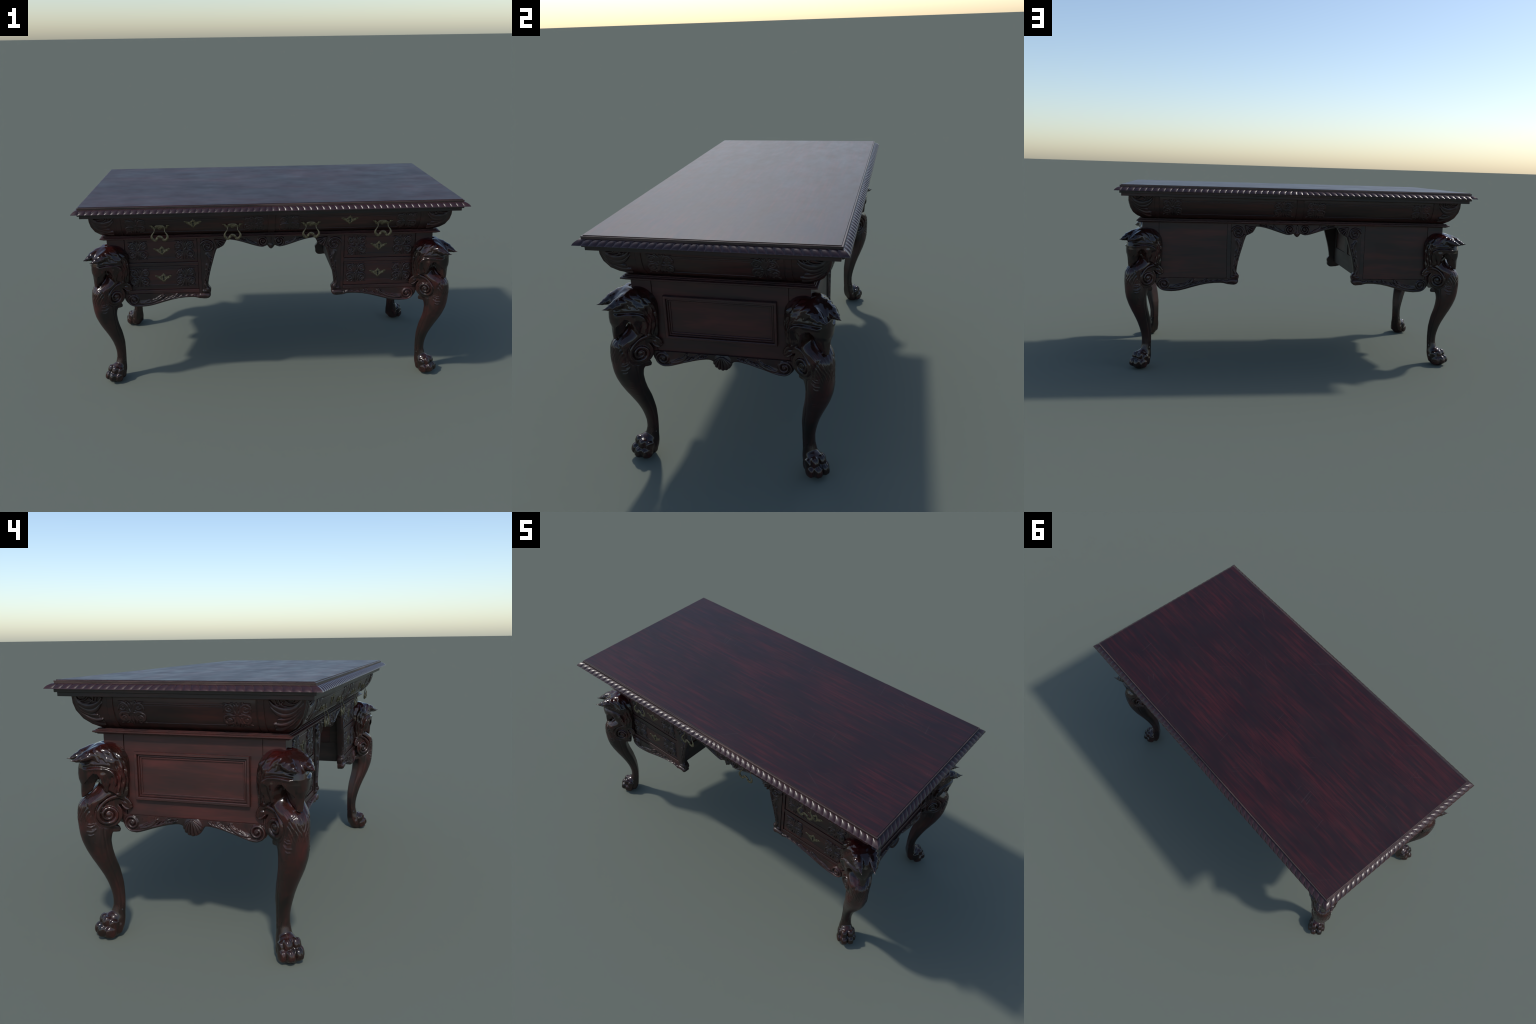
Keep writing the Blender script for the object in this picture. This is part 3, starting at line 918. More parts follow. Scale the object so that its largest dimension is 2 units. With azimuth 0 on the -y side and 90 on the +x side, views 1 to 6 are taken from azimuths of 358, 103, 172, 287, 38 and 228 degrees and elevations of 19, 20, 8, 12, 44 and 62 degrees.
LEAF = []
def leaf_strokes():
    """Fan of acanthus fronds that sweeps from the mitre at the top down into the corner,
    in face units: u 0 at the stile, 1 near the mitre; v 0 at the foot, 1 under the cornice."""
    S = []
    def fr(pts, w0, w1, h=1.0, belly=0.0):
        S.append(stroke(pts, w0, w1, h, 70, belly))
    fr([(.98, .96), (.80, .76), (.58, .67), (.34, .70), (.16, .80), (.04, .95)], .050, .030, 1.0, .055)
    fr([(.99, .84), (.76, .61), (.50, .53), (.26, .60), (.08, .76)], .045, .025, .95, .050)
    fr([(.98, .72), (.76, .50), (.54, .42), (.30, .415)], .040, .030, .85, .020)
    fr([(.95, .60), (.72, .34), (.46, .25), (.16, .285)], .042, .034, .95, .028)
    fr([(.90, .42), (.64, .17), (.42, .10), (.22, .105)], .040, .034, .85, .020)
    fr([(.92, 1.0), (.86, .90), (.72, .86), (.58, .90), (.47, 1.0)], .030, .024, .9)
    fr([(.96, .92), (.72, .79), (.52, .79), (.36, .86), (.30, .99)], .030, .026, .85)
    fr([(.44, .92), (.34, .84), (.24, .86), (.20, .99)], .034, .020, .8)
    fr([(.72, .96), (.66, .95), (.60, .98)], .05, .05, .7)
    fr([(.99, .90), (.78, .70), (.56, .60), (.30, .66), (.10, .80)], .10, .07, .42, .04)      # blades under the fronds
    fr([(.97, .70), (.74, .44), (.52, .35), (.30, .35)], .10, .06, .40, .03)
    fr([(.92, .50), (.68, .25), (.46, .17), (.22, .17)], .08, .06, .36, .03)
    return S
LEAF = leaf_strokes()

def corner_leaf(side, sgn):
    """Carving between the stile and the mitre at one end of a face."""
    half = HX if SIDES[side][0][0] == 0 else HY
    g = np.linspace(-.02, 1.02, 90)
    gz = np.linspace(0.0, 1.04, 90)
    U, V = np.meshgrid(g, gz, indexing="ij")
    H = relief(U, V, LEAF, 0.0075) * np.clip((1.0 - U) / 0.16, 0.12, 1)
    zq = 0.8530 + V * (0.9725 - 0.8530)
    zq = np.minimum(zq, 0.9728)
    d = bowl_at(zq, side)[0]
    u_in = half - 0.200
    u_out = half - d + 0.0                       # follow the mitre
    uu = u_in + (u_out - u_in - 0.004) * (U * 0.97)
    if sgn > 0:
        return height_mesh(uu, zq, H, on_bowl(side), 0.002)
    vv, ff = height_mesh(-uu, zq, H, on_bowl(side), 0.002)
    return vv, ff[:, ::-1]

kk = 0
for side in SIDES:
    half = HX if SIDES[side][0][0] == 0 else HY
    place = on_bowl(side)
    is_long = half == HX
    if is_long:
        bays = [(-0.766, -0.022), (0.022, 0.766)]
        stiles = [(-0.794, -0.770), (0.770, 0.794), (-0.0185, 0.0185)]
        arab = [-0.700, -0.092, 0.092, 0.700]
    else:
        bays = [(-0.270, 0.270)]
        stiles = [(-0.298, -0.274), (0.274, 0.298)]
        arab = [-0.2015, 0.2015]
    for b0, b1 in bays:
        nm = "frieze_drawer" if side == "front" else "frieze_panel"
        dr = bowl_slab(nm, side, b0, b1, 0.8535, 0.9722, 0.0016, M_FRIEZE, ROOT)
        G = Geo()
        ar = sorted(c for c in arab if b0 < c < b1)
        inset = lambda u, z_, h: place(u, z_, h + 0.0016)
        bead_strip(G, inset, ar[0] + 0.050, ar[1] - 0.050, 0.9480, 0.0026, 0.0022)
        bead_strip(G, inset, ar[0] + 0.050, ar[1] - 0.050, 0.9415, 0.0012, 0.0012)
        bead_strip(G, inset, ar[0] + 0.050, ar[1] - 0.050, 0.8760, 0.0022, 0.0016)
        obj("field_bead", G.v, G.f, M_FRIEZE, dr, angle=40)
        for c in ar:
            kk += 1
            carve_arabesque("scroll_carving", dr, inset, c, 0.9160, 0.0520, 0.0420, kk)
    for s0, s1 in stiles:
        bowl_slab("frieze_stile", side, s0, s1, 0.8515, 0.9724, 0.0030, M_FRIEZE, frieze)
    for sgn in (-1, 1):
        vv, ff = corner_leaf(side, sgn)
        obj("acanthus_carving", vv, ff, M_CARVE, frieze, angle=180)

# ----------------------------------------------------------------------------- waist moulding
WM = [(-.004, .8490), (.0130, .8475), (.0145, .8465), (.0145, .8445), (.0195, .8432), (.0205, .8422), (.0205, .8408), (.0275, .8390), (.0295, .8375),
      (.0295, .8335), (.0275, .8322), (.0230, .8310), (.0220, .8292), (.0165, .8280), (.0150, .8255), (-.004, .8248)]
v, f = rect_sweep([(-p, z) for p, z in WM], True, True, FX, FY)
obj("waist_moulding", v, f, M_CASE, angle=25)

# ----------------------------------------------------------------------------- pedestals
def flat_place(side, d, off=0.0):
    n, t = SIDES[side]
    hh = (HY if n[0] == 0 else HX) - d + off
    def place(u, zq, h):
        k = hh + h
        return np.column_stack([n[0] * k + t[0] * u, n[1] * k + t[1] * u, zq + 0 * h])
    return place

def picture_frame(side, off, u0, u1, z0, z1, section):
    """Mitred raised moulding: section = (distance inward, height)."""
    place = flat_place(side, HX - FX if side in ("left", "right") else HY - FY, off)
    V, F = [], []
    for w, hgt in section:
        q = np.array([(u0 + w, z0 + w), (u1 - w, z0 + w), (u1 - w, z1 - w), (u0 + w, z1 - w)])
        V += [tuple(p) for p in place(q[:, 0], q[:, 1], np.full(4, hgt))]
    for i in range(len(section) - 1):
        for k in range(4):
            a, b = i * 4 + k, i * 4 + (k + 1) % 4
            F.append((a, b, b + 4, a + 4))
    return V, F

def keyhole_plate_mesh():
    """Pierced brass escutcheon: heart-shaped centre, scrolled wings, keyhole. In metres,
    x across, z up, -y outward."""
    S = []
    c = 0.001
    S.append(stroke([(0, 22 * c), (0, 10 * c), (0, 0), (0, -14 * c), (0, -24 * c)], 4 * c, 2.5 * c, .8, 40, 7.0 * c))
    S.append(stroke([(-41 * c, 10 * c), (-22 * c, 1 * c), (0, -7 * c), (22 * c, 1 * c), (41 * c, 10 * c)], 2.5 * c, 2.5 * c, .45, 80, 8 * c))
    for s in (-1, 1):
        S.append(stroke([(s * 6 * c, 12 * c), (s * 13 * c, 9 * c), (s * 15 * c, 2 * c)], 3.4 * c, 2.6 * c, .9))
        S.append(stroke([(s * 5 * c, -15 * c), (s * 14 * c, -8 * c), (s * 24 * c, 1 * c), (s * 31 * c, 8 * c), (s * 45 * c, 11 * c)], 3.0 * c, 1.2 * c, .9, 60, 2.2 * c))
        S.append(stroke([(s * 22 * c, -2 * c), (s * 20 * c, 6 * c), (s * 26 * c, 10 * c)], 3 * c, 2.2 * c, .9))
        S.append(stroke([(s * 30 * c, 4 * c), (s * 33 * c, 12 * c), (s * 41 * c, 13 * c)], 3.6 * c, 2.0 * c, 1.0))
        S.append(blob(s * 15 * c, -6 * c, 3.4 * c, .9))
        S.append(blob(s * 9 * c, 15 * c, 3 * c, .9))
        S.append(blob(s * 8 * c, -18 * c, 2.6 * c, .8))
    gu, gv = np.linspace(-.047, .047, 130), np.linspace(-.028, .027, 78)
    U, V = np.meshgrid(gu, gv, indexing="ij")
    H = relief(U, V, S, 0.0042)
    H = np.where(H > 0.0004, np.maximum(H, 0.0016), H)
    verts, faces = height_mesh(U, V, H, lambda u, w, h: np.column_stack([u, -h, w]), 0.0008)
    return make_mesh("keyhole_plate", verts, faces, M_BRASS, 180)

def keyhole_mesh():
    G = Geo()
    n = 14
    pts = [(0.0042 * math.cos(t), 0.0055 + 0.0042 * math.sin(t)) for t in np.linspace(-1.1, math.pi + 1.1, n)]
    pts += [(-0.0029, -0.0120), (0.0029, -0.0120)]
    v = [(x, -0.0052, z) for x, z in pts] + [(x, 0.0, z) for x, z in pts]
    m = len(pts)
    f = [tuple(range(m))[::-1]] + [(i, (i + 1) % m, m + (i + 1) % m, m + i) for i in range(m)]
    return make_mesh("keyhole", v, f, M_BLACK)

KP, KH = keyhole_plate_mesh(), keyhole_mesh()
def keyhole_plate(side, u, d, z, parent, off):
    m = frame_matrix(side, u, d - off, z)
    for nm, me in (("keyhole_plate", KP), ("keyhole", KH)):
        o = bpy.data.objects.new(nm, me)
        link(o, parent)
        o.matrix_world = m

def box_obj(name, x0, x1, y0, y1, z0, z1, mat, parent, bevel=0.0012):
    G = Geo()
    G.box(x0, x1, y0, y1, z0, z1)
    return obj(name, G.v, G.f, mat, parent, bevel=bevel)

PED = {}
for sx in (-1, 1):
    core = Geo()
    core.box(sx * (KX + 0.006), sx * (FX - 0.006), -(FY - 0.010), FY - 0.006, Z_PED0 + 0.001, Z_PED1)
    ped = obj("pedestal", core.v, core.f, M_CASE)
    PED[sx] = ped
    # corner posts and rails of the front and back
    for sy in (-1, 1):
        y0, y1 = sy * (FY - 0.020), sy * FY
        G = Geo()
        G.box(sx * 0.7768, sx * FX, y0, y1, Z_PED0, Z_PED1 - .001)
        G.box(sx * 0.3750, sx * (0.3910 if sy < 0 else 0.3975), y0, y1, Z_PED0, Z_PED1 - .001)
        obj("corner_post", G.v, G.f, M_DRAWER if sy < 0 else M_DARK, ped, bevel=0.001)
        if sy < 0:
            R = Geo()
            R.box(sx * 0.3915, sx * 0.7763, y0, y1 - sy * 0.0005, 0.6695, 0.6885)
            R.box(sx * 0.3915, sx * 0.7763, y0, y1 - sy * 0.0005, Z_PED0 + .001, 0.5325)
            obj("drawer_rail", R.v, R.f, M_RAIL, ped, bevel=0.0015)
        else:
            box_obj("back_panel", sx * 0.3990, sx * 0.7752, sy * (FY - 0.02), sy * (FY - 0.0015), Z_PED0 + .001, Z_PED1 - .001, M_DRAWER, ped)
    # two drawers with carved corners
    for z0, z1, zc, zk in ((0.6910, 0.8235, 0.7585, 0.7560), (0.5350, 0.6670, 0.6055, 0.6020)):
        dy = FY - 0.0040
        dr = box_obj("drawer", sx * 0.3940, sx * 0.7744, -(FY - 0.03), -dy, z0, z1, M_DRAWER, ROOT, 0.0012)
        pl = flat_place("front", HY - dy)
        fld = Geo()
        bead_strip(fld, pl, min(sx * .511, sx * .655), max(sx * .511, sx * .655), zc + 0.044, 0.0022, 0.0022)
        bead_strip(fld, pl, min(sx * .511, sx * .655), max(sx * .511, sx * .655), zc - 0.044, 0.0022, 0.0022)
        obj("field_bead", fld.v, fld.f, M_DRAWER, dr, angle=40)
        for c in (0.4605, 0.7075):
            kk += 1
            carve_arabesque("scroll_carving", dr, pl, sx * c, zc, 0.0510, 0.0515, kk, 0.0062)
        keyhole_plate("front", sx * 0.5800, HY - dy, zk, dr, 0.0)
    # outer end: framed panel
    end = "right" if sx > 0 else "left"
    x0, x1 = sx * (FX - 0.02), sx * FX
    G = Geo()
    for sy in (-1, 1):
        G.box(x0, sx * (FX + 0.0006), sy * 0.2745, sy * (FY - 0.0010), Z_PED0 - .0004, Z_PED1 - .0006)
    obj("end_post", G.v, G.f, M_CASE, ped, bevel=0.001)
    box_obj("end_panel", sx * (FX - 0.02), sx * (FX - 0.0012), -0.2725, 0.2725, Z_PED0 + .001, Z_PED1 - .001, M_CASE, ped)
    V, F = picture_frame(end, -0.0012, -0.2270, 0.2270, 0.5765, 0.7620,
                         [(0, -.001), (0, .0130), (.0015, .0150), (.0090, .0155), (.0110, .0140), (.0110, .0035), (.0137, .0035), (.0139, .0080), (.0174, .0088),
                          (.0187, .0075), (.0189, .0022), (.0213, .0022), (.0215, .0045), (.0250, .0050), (.0264, .0040), (.0266, .0005), (.0320, .0003)])
    obj("panel_moulding", V, F, M_CASE, ped, angle=35)
    # kneehole side: frame and sunk panels
    kx0, kx1 = sx * (KX + 0.012), sx * KX
    G = Geo()
    G.box(kx0, kx1, -0.3362, 0.3362, Z_PED0, 0.6150)
    for y0, y1 in ((-0.3362, -0.286), (-0.038, 0.038), (0.286, 0.3362)):
        G.box(kx0, kx1, y0, y1, 0.6150, Z_PED1 - .0015)
    obj("kneehole_frame", G.v, G.f, M_RAW, ped, bevel=0.001)

# keyholes and drop handles of the two frieze drawers
def handle_plate_mesh():
    S = []
    c = 0.001
    S.append(stroke([(-19 * c, 1 * c), (-9 * c, 2 * c), (0, 1 * c), (9 * c, 2 * c), (19 * c, 1 * c)], 8 * c, 8 * c, .8, 60, 4.5 * c))
    S.append(blob(0, -5 * c, 9.5 * c, .8))
    for s in (-1, 1):
        S.append(stroke([(s * 22 * c, -6 * c), (s * 32 * c, -4 * c), (s * 40 * c, 6 * c), (s * 52 * c, 10 * c)], 5 * c, 1.4 * c, .9, 50, 2.5 * c))
        S.append(stroke([(s * 34 * c, 4 * c), (s * 40 * c, 11 * c), (s * 49 * c, 11 * c)], 3.4 * c, 2 * c, 1.0))
        S.append(blob(s * 27 * c, 1 * c, 5 * c, 1.2))
    gu, gv = np.linspace(-.056, .056, 130), np.linspace(-.016, .016, 46)
    U, V = np.meshgrid(gu, gv, indexing="ij")
    H = relief(U, V, S, 0.0060)
    H = np.where(H > 0.0004, np.maximum(H, 0.0018), H)
    verts, faces = height_mesh(U, V, H, lambda u, w, h: np.column_stack([u, -h + w * -0.36, w]), 0.0008)
    return make_mesh("handle_plate", verts, faces, M_BRASS, 180)

def tube(path, radii, flat=1.0, n=10):
    """Swept round bar with changing thickness; flat squeezes it front to back."""
    P = np.array(path)
    T = np.gradient(P, axis=0)
    T /= np.linalg.norm(T, axis=1)[:, None]
    V, F = [], []
    for i, (p, t) in enumerate(zip(P, T)):
        nrm = np.array([0, 1.0, 0]) - t * t[1]
        nrm /= np.linalg.norm(nrm)
        bn = np.cross(t, nrm)
        for k in range(n):
            a = 2 * math.pi * k / n
            V.append(p + radii[i] * (bn * math.cos(a) + nrm * flat * math.sin(a)))
    m = len(P)
    for i in range(m - 1):
        for k in range(n):
            F.append((i * n + k, (i + 1) * n + k, (i + 1) * n + (k + 1) % n, i * n + (k + 1) % n))
    F.append(tuple(range(n)))
    F.append(tuple((m - 1) * n + k for k in range(n))[::-1])
    return V, F

def handle_bail_mesh():
    """Drop handle: two necks swing out from the posts, swell at the lobes and rise to a
    small peak in the middle."""
    half = [(-.0275, .000), (-.0258, -.012), (-.0275, -.022), (-.0350, -.032), (-.0400, -.043), (-.0392, -.054), (-.0320, -.0635),
            (-.0225, -.0670), (-.0165, -.0615), (-.0120, -.0530), (-.0060, -.0475), (0, -.0460)]
    pts = half + [(-x, z) for x, z in half[-2::-1]]
    c = catmull(pts, 110)
    s = np.abs(np.linspace(-1, 1, 110))
    r = np.interp(s, [0, .25, .42, .55, .70, .82, 1.0], [.0072, .0064, .0072, .0068, .0040, .0021, .0024])
    path = np.column_stack([c[:, 0], -0.006 - 0.010 * np.sin(np.clip(-c[:, 1] / .072, 0, 1) * math.pi * .75), c[:, 1]])
    G = Geo()
    G.add(*tube(path, r, 0.62, 12))
    for sx in (-1, 1):                                            # post knobs
        th = np.linspace(0.05, math.pi - 0.05, 8)
        pk = [(sx * .027, 0.004 - 0.016 * t, 0.0005) for t in np.linspace(0, 1, 8)]
        V, F = [], []
        for p, rr in zip(pk, [.0035, .0035, .003, .003, .0045, .0052, .0045, .002]):
            for k in range(10):
                a = 2 * math.pi * k / 10
                V.append((p[0] + rr * math.cos(a), p[1], p[2] + rr * math.sin(a)))
        for i in range(7):
            for k in range(10):
                F.append((i * 10 + (k + 1) % 10, (i + 1) * 10 + (k + 1) % 10, (i + 1) * 10 + k, i * 10 + k))
        F.append(tuple(70 + k for k in range(10))[::-1])
        G.add(V, F)
    return make_mesh("handle_bail", G.v, G.f, M_BRASS, 60)

HP, HB = handle_plate_mesh(), handle_bail_mesh()
fr_drawers = sorted([o for o in bpy.data.objects if o.name.startswith("frieze_drawer")], key=lambda o: o.data.vertices[0].co.x)
for dr, sx in zip(fr_drawers, (-1, 1)):
    d = float(bowl_at(0.927)[0])
    m = frame_matrix("front", sx * 0.4035, d - 0.0012, 0.927) @ Matrix.Rotation(math.radians(14), 4, "X")
    for nm, me in (("keyhole_plate", KP), ("keyhole", KH)):
        o = bpy.data.objects.new(nm, me)
        link(o, dr)
        o.matrix_world = m
    for x in (0.5760, 0.2025):
        d = float(bowl_at(0.9075)[0])
        for nm, me, zz, off in (("handle_plate", HP, 0.9075, 0.0022), ("handle_bail", HB, 0.9090, 0.0040)):
            o = bpy.data.objects.new(nm, me)
            link(o, dr)
            o.matrix_world = frame_matrix("front", sx * x, d - off, zz)

# ----------------------------------------------------------------------------- carved aprons and brackets
def carved_strip(place, top, bot, strokes, hmax, thick, nu=160, nv=40, rim=0.006, base_h=0.003, space=None):
    """Board whose outline lies between two curves (lists of points, same parameter), with
    carved face, rounded rim and flat back. place(u, v, h): h outward."""
    T, Bc = np.array(top, float), np.array(bot, float)
    s = np.linspace(0, 1, nu)
    def along(P):
        L = np.r_[0, np.cumsum(np.linalg.norm(np.diff(P[:, :2], axis=0), axis=1))]
        par = P[:, 2] if P.shape[1] > 2 else L / L[-1]
        return np.column_stack([np.interp(s, par, P[:, 0]), np.interp(s, par, P[:, 1])])
    Tq, Bq = along(T), along(Bc)
    w = np.linspace(0, 1, nv)
    w = 1 - (1 - w) ** 1.35
    U = Tq[:, None, 0] * (1 - w) + Bq[:, None, 0] * w
    V = Tq[:, None, 1] * (1 - w) + Bq[:, None, 1] * w
    H = base_h + relief(U, V, strokes, hmax)
    # distance to the free rim, for the rounding
    dist = np.full(U.shape, 1e9)
    for p in Bq:
        dist = np.minimum(dist, (U - p[0]) ** 2 + (V - p[1]) ** 2)
    dist = np.sqrt(dist)
    k = np.clip(1 - dist / rim, 0, 1)
    H = H * (1 - 0.5 * k ** 2) - rim * 0.55 * (1 - np.sqrt(np.clip(1 - k ** 2, 0, 1)))
    front = place(U.ravel(), V.ravel(), H.ravel())
    back = place(U.ravel(), V.ravel(), np.full(U.size, -thick))
    verts = np.vstack([front, back])
    n0 = U.size
    i, j = np.meshgrid(np.arange(nu - 1), np.arange(nv - 1), indexing="ij")
    a = (i * nv + j).ravel()
    q = np.column_stack([a, a + 1, a + nv + 1, a + nv])
    faces = [q, q[:, ::-1] + n0]
    def wall(idx):
        idx = np.array(idx)
        return np.column_stack([idx[:-1], idx[1:], idx[1:] + n0, idx[:-1] + n0])
    e0 = np.arange(nu) * nv
    faces += [wall(e0), wall(e0[::-1] + nv - 1), wall(np.arange(nv)[::-1]), wall((nu - 1) * nv + np.arange(nv))]
    return verts, np.vstack(faces)

def frond(pts, w, side=1, lobes=5, h=1.0):
    lobes = min(lobes, 4)
    """Acanthus frond: a midrib with long leaflets that sweep off one side."""
    c = catmull(pts, 60)
    S = [stroke(pts, w * .50, w * .16, h, 60, w * .22)]
    for k in range(lobes):
        t = int(4 + 44 * k / max(1, lobes - 1))
        p = c[t]
        tg = c[min(t + 3, 59)] - c[max(t - 3, 0)]
        tg /= np.linalg.norm(tg)
        nn = np.array([-tg[1], tg[0]]) * side
        L = w * (3.0 - 1.5 * k / lobes)
        S.append(stroke([p, p + nn * L * .30 + tg * L * .55, p + nn * L * .50 + tg * L * 1.25], w * .36, w * .06, h * .85, 40, w * .16))
    S.append(stroke(pts, w * 1.0, w * .5, h * .30, 60, w * .3))
    return S

# lower apron of a pedestal (u from the outer end to the inner foot), its carving and the bracket
PA_BOT = [(.7950, .512), (.7945, .498), (.7900, .482), (.7810, .467), (.7680, .4535), (.7500, .4450), (.7280, .4410), (.7060, .4400), (.6820, .4415),
          (.6590, .4445), (.6250, .4530), (.5890, .4640), (.5450, .4760), (.5050, .4845), (.4630, .4890), (.4300, .4898), (.4130, .4885), (.4000, .4850),
          (.3890, .4820), (.3790, .4815), (.3660, .4800), (.3530, .4795), (.3440, .4815), (.3360, .4870), (.3300, .4950), (.3285, .5030), (.3300, .5120)]
PA_STROKES = ([spiral(.7430, .4835, .0350, .0040, -1.75, 2.0, .0060, .0045, 1.0, 200),
               stroke([(.7420, .4480), (.7000, .4500), (.6550, .4560), (.6000, .4700), (.5400, .4850), (.4700, .4975), (.4000, .5000)], .0065, .0035, .9, 120),
               blob(.7430, .4850, .0080, 1.2)]
              + frond([(.7050, .4640), (.6700, .4640), (.6350, .4720), (.6000, .4900), (.5800, .5050)], .0150, -1, 5)
              + frond([(.6250, .4650), (.5850, .4760), (.5400, .4900), (.5050, .5050)], .0110, -1, 5)
              + frond([(.5350, .4860), (.4950, .4950), (.4500, .5000), (.4100, .5030)], .0075, -1, 5)
              + [stroke([(.4150, .5020), (.4020, .4960), (.3920, .4890)], .0080, .0050, 1.0), blob(.3960, .4960, .0085, 1.15),
                 stroke([(.3800, .5000), (.3620, .5010), (.3420, .4990)], .0110, .0130, 1.25), blob(.3440, .4970, .0150, 1.35)])
# bracket: strip up the kneehole edge, flaring into the underside of the waist
BR_IN = [(.512, .3300), (.520, .3270), (.532, .3255), (.541, .3290), (.548, .3350), (.556, .3400), (.575, .3385), (.610, .3325), (.646, .3240), (.690, .3115),
         (.735, .2985), (.758, .2905), (.764, .2860), (.772, .2680), (.7815, .2520), (.790, .2460), (.802, .2395), (.814, .2330), (.8288, .2290)]
BR_STROKES = ([spiral(.3360, .7800, .0370, .0040, .3, 2.0, .0062, .0045, 1.0, 200),
               stroke([(.3000, .7650), (.3060, .7350), (.3160, .6950), (.3300, .6400), (.3450, .5900)], .0060, .0040, .9, 90),
               blob(.3360, .7800, .0075, 1.2)]
              + frond([(.3400, .7330), (.3300, .7050), (.3350, .6700), (.3480, .6450)], .0130, -1, 4)
              + frond([(.3420, .6750), (.3400, .6450), (.3480, .6150), (.3560, .5900)], .0100, -1, 4)
              + frond([(.3480, .6200), (.3490, .5950), (.3540, .5700), (.3560, .5500)], .0080, -1, 4)
              + [stroke([(.3550, .5640), (.3500, .5500), (.3420, .5400)], .008, .006, 1.0), blob(.3420, .5370, .0130, 1.35), stroke([(.3650, .5250), (.3500, .5260), (.3400, .5270)], .008, .006, .8)]
              # ribbed fan in the corner of the kneehole
              + [stroke([(.2960, .8180), (.2960 - .050 * math.cos(t), .8180 - .050 * math.sin(t))], .0030, .0058, 1.15, 40) for t in (0.18, 0.52, 0.86, 1.2)])
# middle apron
MA_BOT = [(.2330, .8145), (.2180, .8140), (.1850, .8080), (.1510, .7985), (.1100, .7850), (.0730, .7735), (.0580, .7700), (.0460, .7690), (.0330, .7715), (.0210, .7770),
          (.0170, .7735), (.0120, .7655), (.0060, .7600), (.0, .7575)]
MA_STROKES_H = ([spiral(.0430, .8020, .0290, .0040, -1.6, 2.1, .0050, .0038, 1.0, 180), blob(.0430, .8020, .0060, 1.2),
                 stroke([(.0430, .7735), (.0800, .7800), (.1200, .7930), (.1700, .8090), (.2150, .8180)], .0055, .0030, .9, 80)]
                + frond([(.0800, .7860), (.1050, .7920), (.1250, .8050), (.1350, .8170)], .0105, 1, 5)
                + frond([(.1250, .7990), (.1550, .8070), (.1750, .8160)], .0080, 1, 5)
                + frond([(.1750, .8120), (.1950, .8170), (.2120, .8220)], .0055, 1, 4)
                + [stroke([(.0, .8230), (.0, .8000), (.0, .7880)], .0035, .0060, 1.0), blob(.0, .7800, .0120, 1.3), stroke([(.0, .7780), (.0, .7660)], .0100, .0040, 1.2)])
# end apron with its shell
EA_BOT = [(.2960, .512), (.2950, .496), (.2915, .480), (.2830, .4640), (.2700, .4520), (.2540, .4440), (.2380, .4420), (.2240, .4445), (.2000, .4520), (.1650, .4640),
          (.1283, .4750), (.0950, .4835), (.0700, .4880), (.0580, .4885), (.0480, .4870), (.0410, .4830), (.0360, .4740), (.0280, .4620), (.0180, .4520), (.0090, .4485), (.0, .4480)]
EA_STROKES_H = ([spiral(.2510, .4820, .0325, .0040, -1.75, 2.0, .0055, .0042, 1.0, 180), blob(.2520, .4835, .0068, 1.2),
                 stroke([(.2520, .4500), (.2200, .4535), (.1800, .4660), (.1300, .4820), (.0800, .4945)], .0060, .0030, .9, 80)]
                + frond([(.2150, .4640), (.1850, .4700), (.1600, .4840), (.1450, .5020)], .0125, -1, 5)
                + frond([(.1650, .4720), (.1350, .4810), (.1100, .4930), (.0950, .5050)], .0095, -1, 5)
                + frond([(.1150, .4870), (.0900, .4950), (.0650, .5020)], .0070, -1, 4))
SHELL = [stroke([(0.006 * math.sin(t), .5110 - .002 * math.cos(t)), (.024 * math.sin(t), .5010 - .016 * math.cos(t)), (.037 * math.sin(t), .4920 - .0400 * math.cos(t))], .0020, .0072, 1.0, 50)
         for t in (-1.25, -.84, -.42, 0, .42, .84, 1.25)]

def mirrored(bot):
    return bot + [(-x, y) for x, y in bot[-2::-1]]

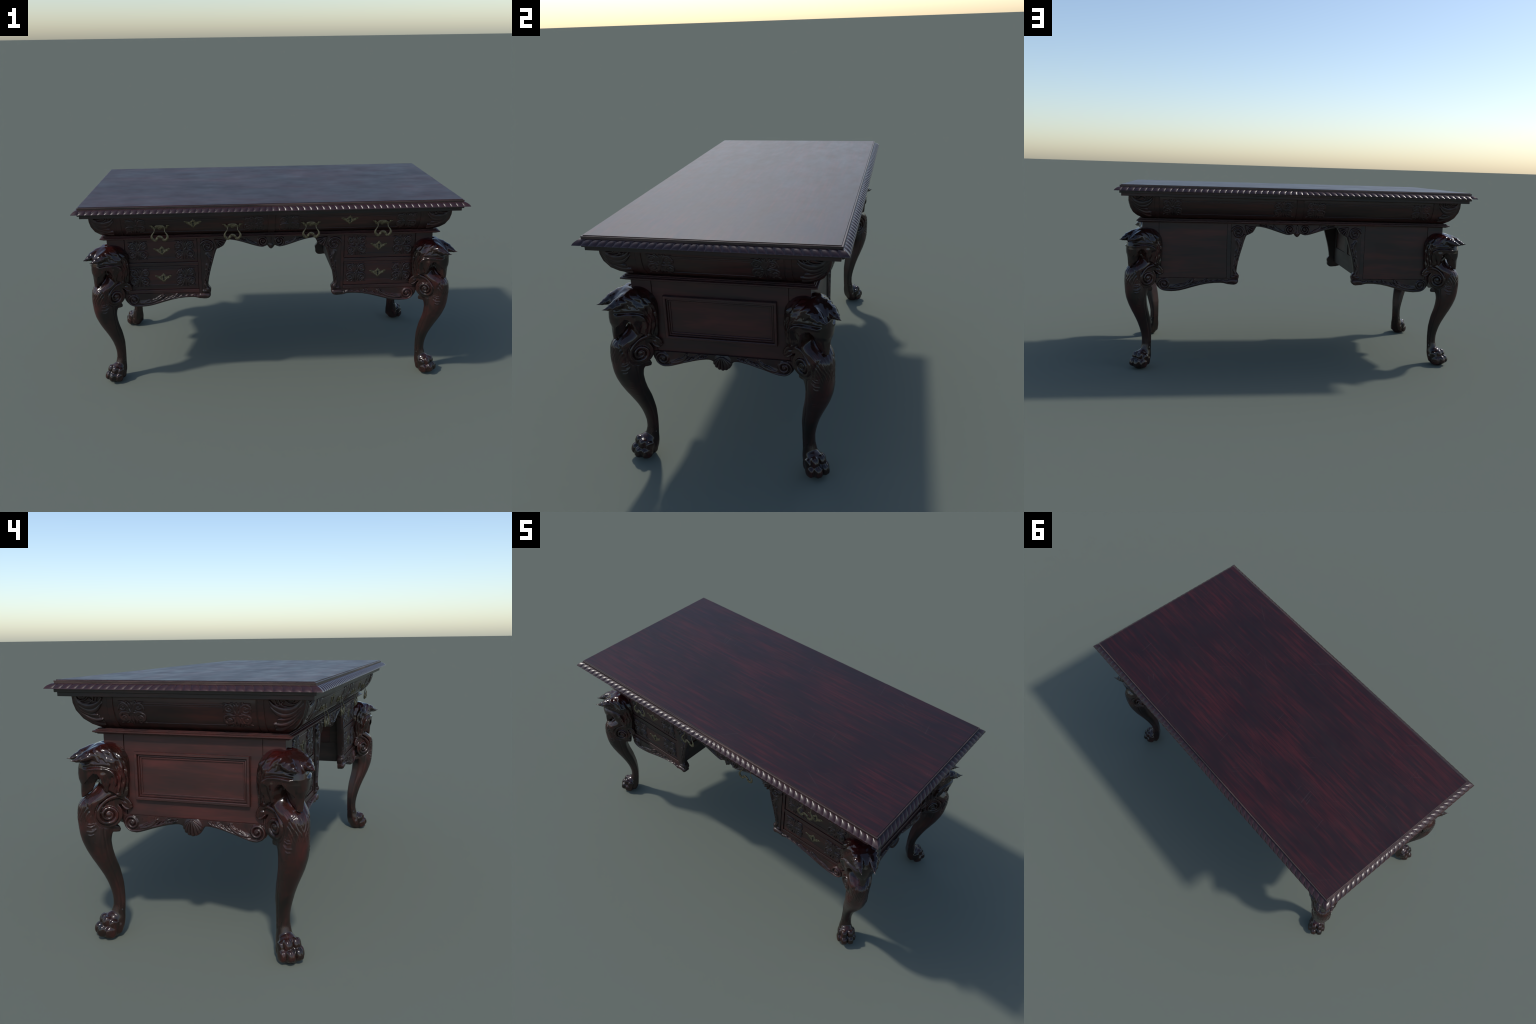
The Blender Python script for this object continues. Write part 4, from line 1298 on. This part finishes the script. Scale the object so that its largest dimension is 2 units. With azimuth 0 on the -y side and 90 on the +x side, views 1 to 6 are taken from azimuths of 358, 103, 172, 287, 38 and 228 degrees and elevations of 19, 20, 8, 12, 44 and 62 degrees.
APRON_D = HY - FY - 0.0005
for side in ("front", "back"):
    pl = flat_place(side, APRON_D)
    for s in (-1, 1):
        sg = s
        def pp(u, v_, h, pl=pl, sg=sg):
            return pl(sg * u * 1.004, v_ - .0040, h)
        par = np.linspace(0, 1, len(PA_BOT))
        L = np.r_[0, np.cumsum(np.linalg.norm(np.diff(np.array(PA_BOT), axis=0), axis=1))]
        par = L / L[-1]
        top = [(.7930 + (.3320 - .7930) * np.clip((p - .03) / .95, 0, 1), .5165, p) for p in par]
        bot = [(x, y, p) for (x, y), p in zip(PA_BOT, par)]
        vv, ff = carved_strip(pp, top, bot, PA_STROKES, .0072, .022, 230, 40)
        if s > 0:
            ff = ff[:, ::-1]
        obj("apron", vv, ff, M_CARVE, ROOT, angle=50)
        # bracket
        bi = np.array(BR_IN)
        L = np.r_[0, np.cumsum(np.hypot(np.diff(bi[:, 0]), np.diff(bi[:, 1])))]
        par = L / L[-1]
        top = [(.3730, zz, p) for zz, p in zip(.5166 + (.8288 - .5166) * np.interp(par, [0, .12, .72, .80, 1], [0, .13, .80, .90, 1.0]), par)]
        bot = [(x, zz, p) for (zz, x), p in zip(BR_IN, par)]
        vv, ff = carved_strip(pp, top, bot, BR_STROKES, .0080, .024, 200, 46)
        if s < 0:
            ff = ff[:, ::-1]
        obj("bracket", vv, ff, M_CARVE, ROOT, angle=50)
    bot = mirrored(MA_BOT)
    top = [(x, .8285) for x, _ in bot]
    L = np.linspace(0, 1, len(bot))
    par = (0.233 - np.array(bot)[:, 0]) / 0.466
    vv, ff = carved_strip(lambda u, w, h, pl=pl: pl(u * 1.004, w - .0040, h), [(x, y, p) for (x, y), p in zip(top, par)], [(x, y, p) for (x, y), p in zip(bot, par)],
                          MA_STROKES_H + flip(MA_STROKES_H, -1), .0070, .024, 240, 30)
    obj("middle_apron", vv, ff[:, ::-1], M_CARVE, ROOT, angle=50)
for side in ("left", "right"):
    pl = flat_place(side, HX - FX - 0.003)
    bot = mirrored(EA_BOT)
    b2 = np.array(bot)
    L = np.r_[0, np.cumsum(np.linalg.norm(np.diff(b2, axis=0), axis=1))]
    par = L / L[-1]
    top = [(x * .99, .5128, p) for (x, y), p in zip(bot, par)]
    vv, ff = carved_strip(pl, top, [(x, y, p) for (x, y), p in zip(bot, par)], EA_STROKES_H + flip(EA_STROKES_H, -1), .0075, .022, 260, 32)
    ap = obj("end_apron", vv, ff[:, ::-1], M_CARVE, ROOT, angle=50)
    # the shell stands proud as a ribbed dome
    g = np.linspace(-.044, .044, 90)
    gz = np.linspace(.444, .515, 72)
    U, V = np.meshgrid(g, gz, indexing="ij")
    dome = np.clip(1 - (U / .039) ** 2 - ((V - .486) / .0375) ** 2, 0, 1) ** .5 * .011
    H = np.where(dome > 0.0005, dome + relief(U, V, SHELL, .0065), 0)
    vv, ff = height_mesh(U, V, H, pl, .004)
    obj("shell_carving", vv, ff, M_CARVE, ap, angle=180)

# ----------------------------------------------------------------------------- legs
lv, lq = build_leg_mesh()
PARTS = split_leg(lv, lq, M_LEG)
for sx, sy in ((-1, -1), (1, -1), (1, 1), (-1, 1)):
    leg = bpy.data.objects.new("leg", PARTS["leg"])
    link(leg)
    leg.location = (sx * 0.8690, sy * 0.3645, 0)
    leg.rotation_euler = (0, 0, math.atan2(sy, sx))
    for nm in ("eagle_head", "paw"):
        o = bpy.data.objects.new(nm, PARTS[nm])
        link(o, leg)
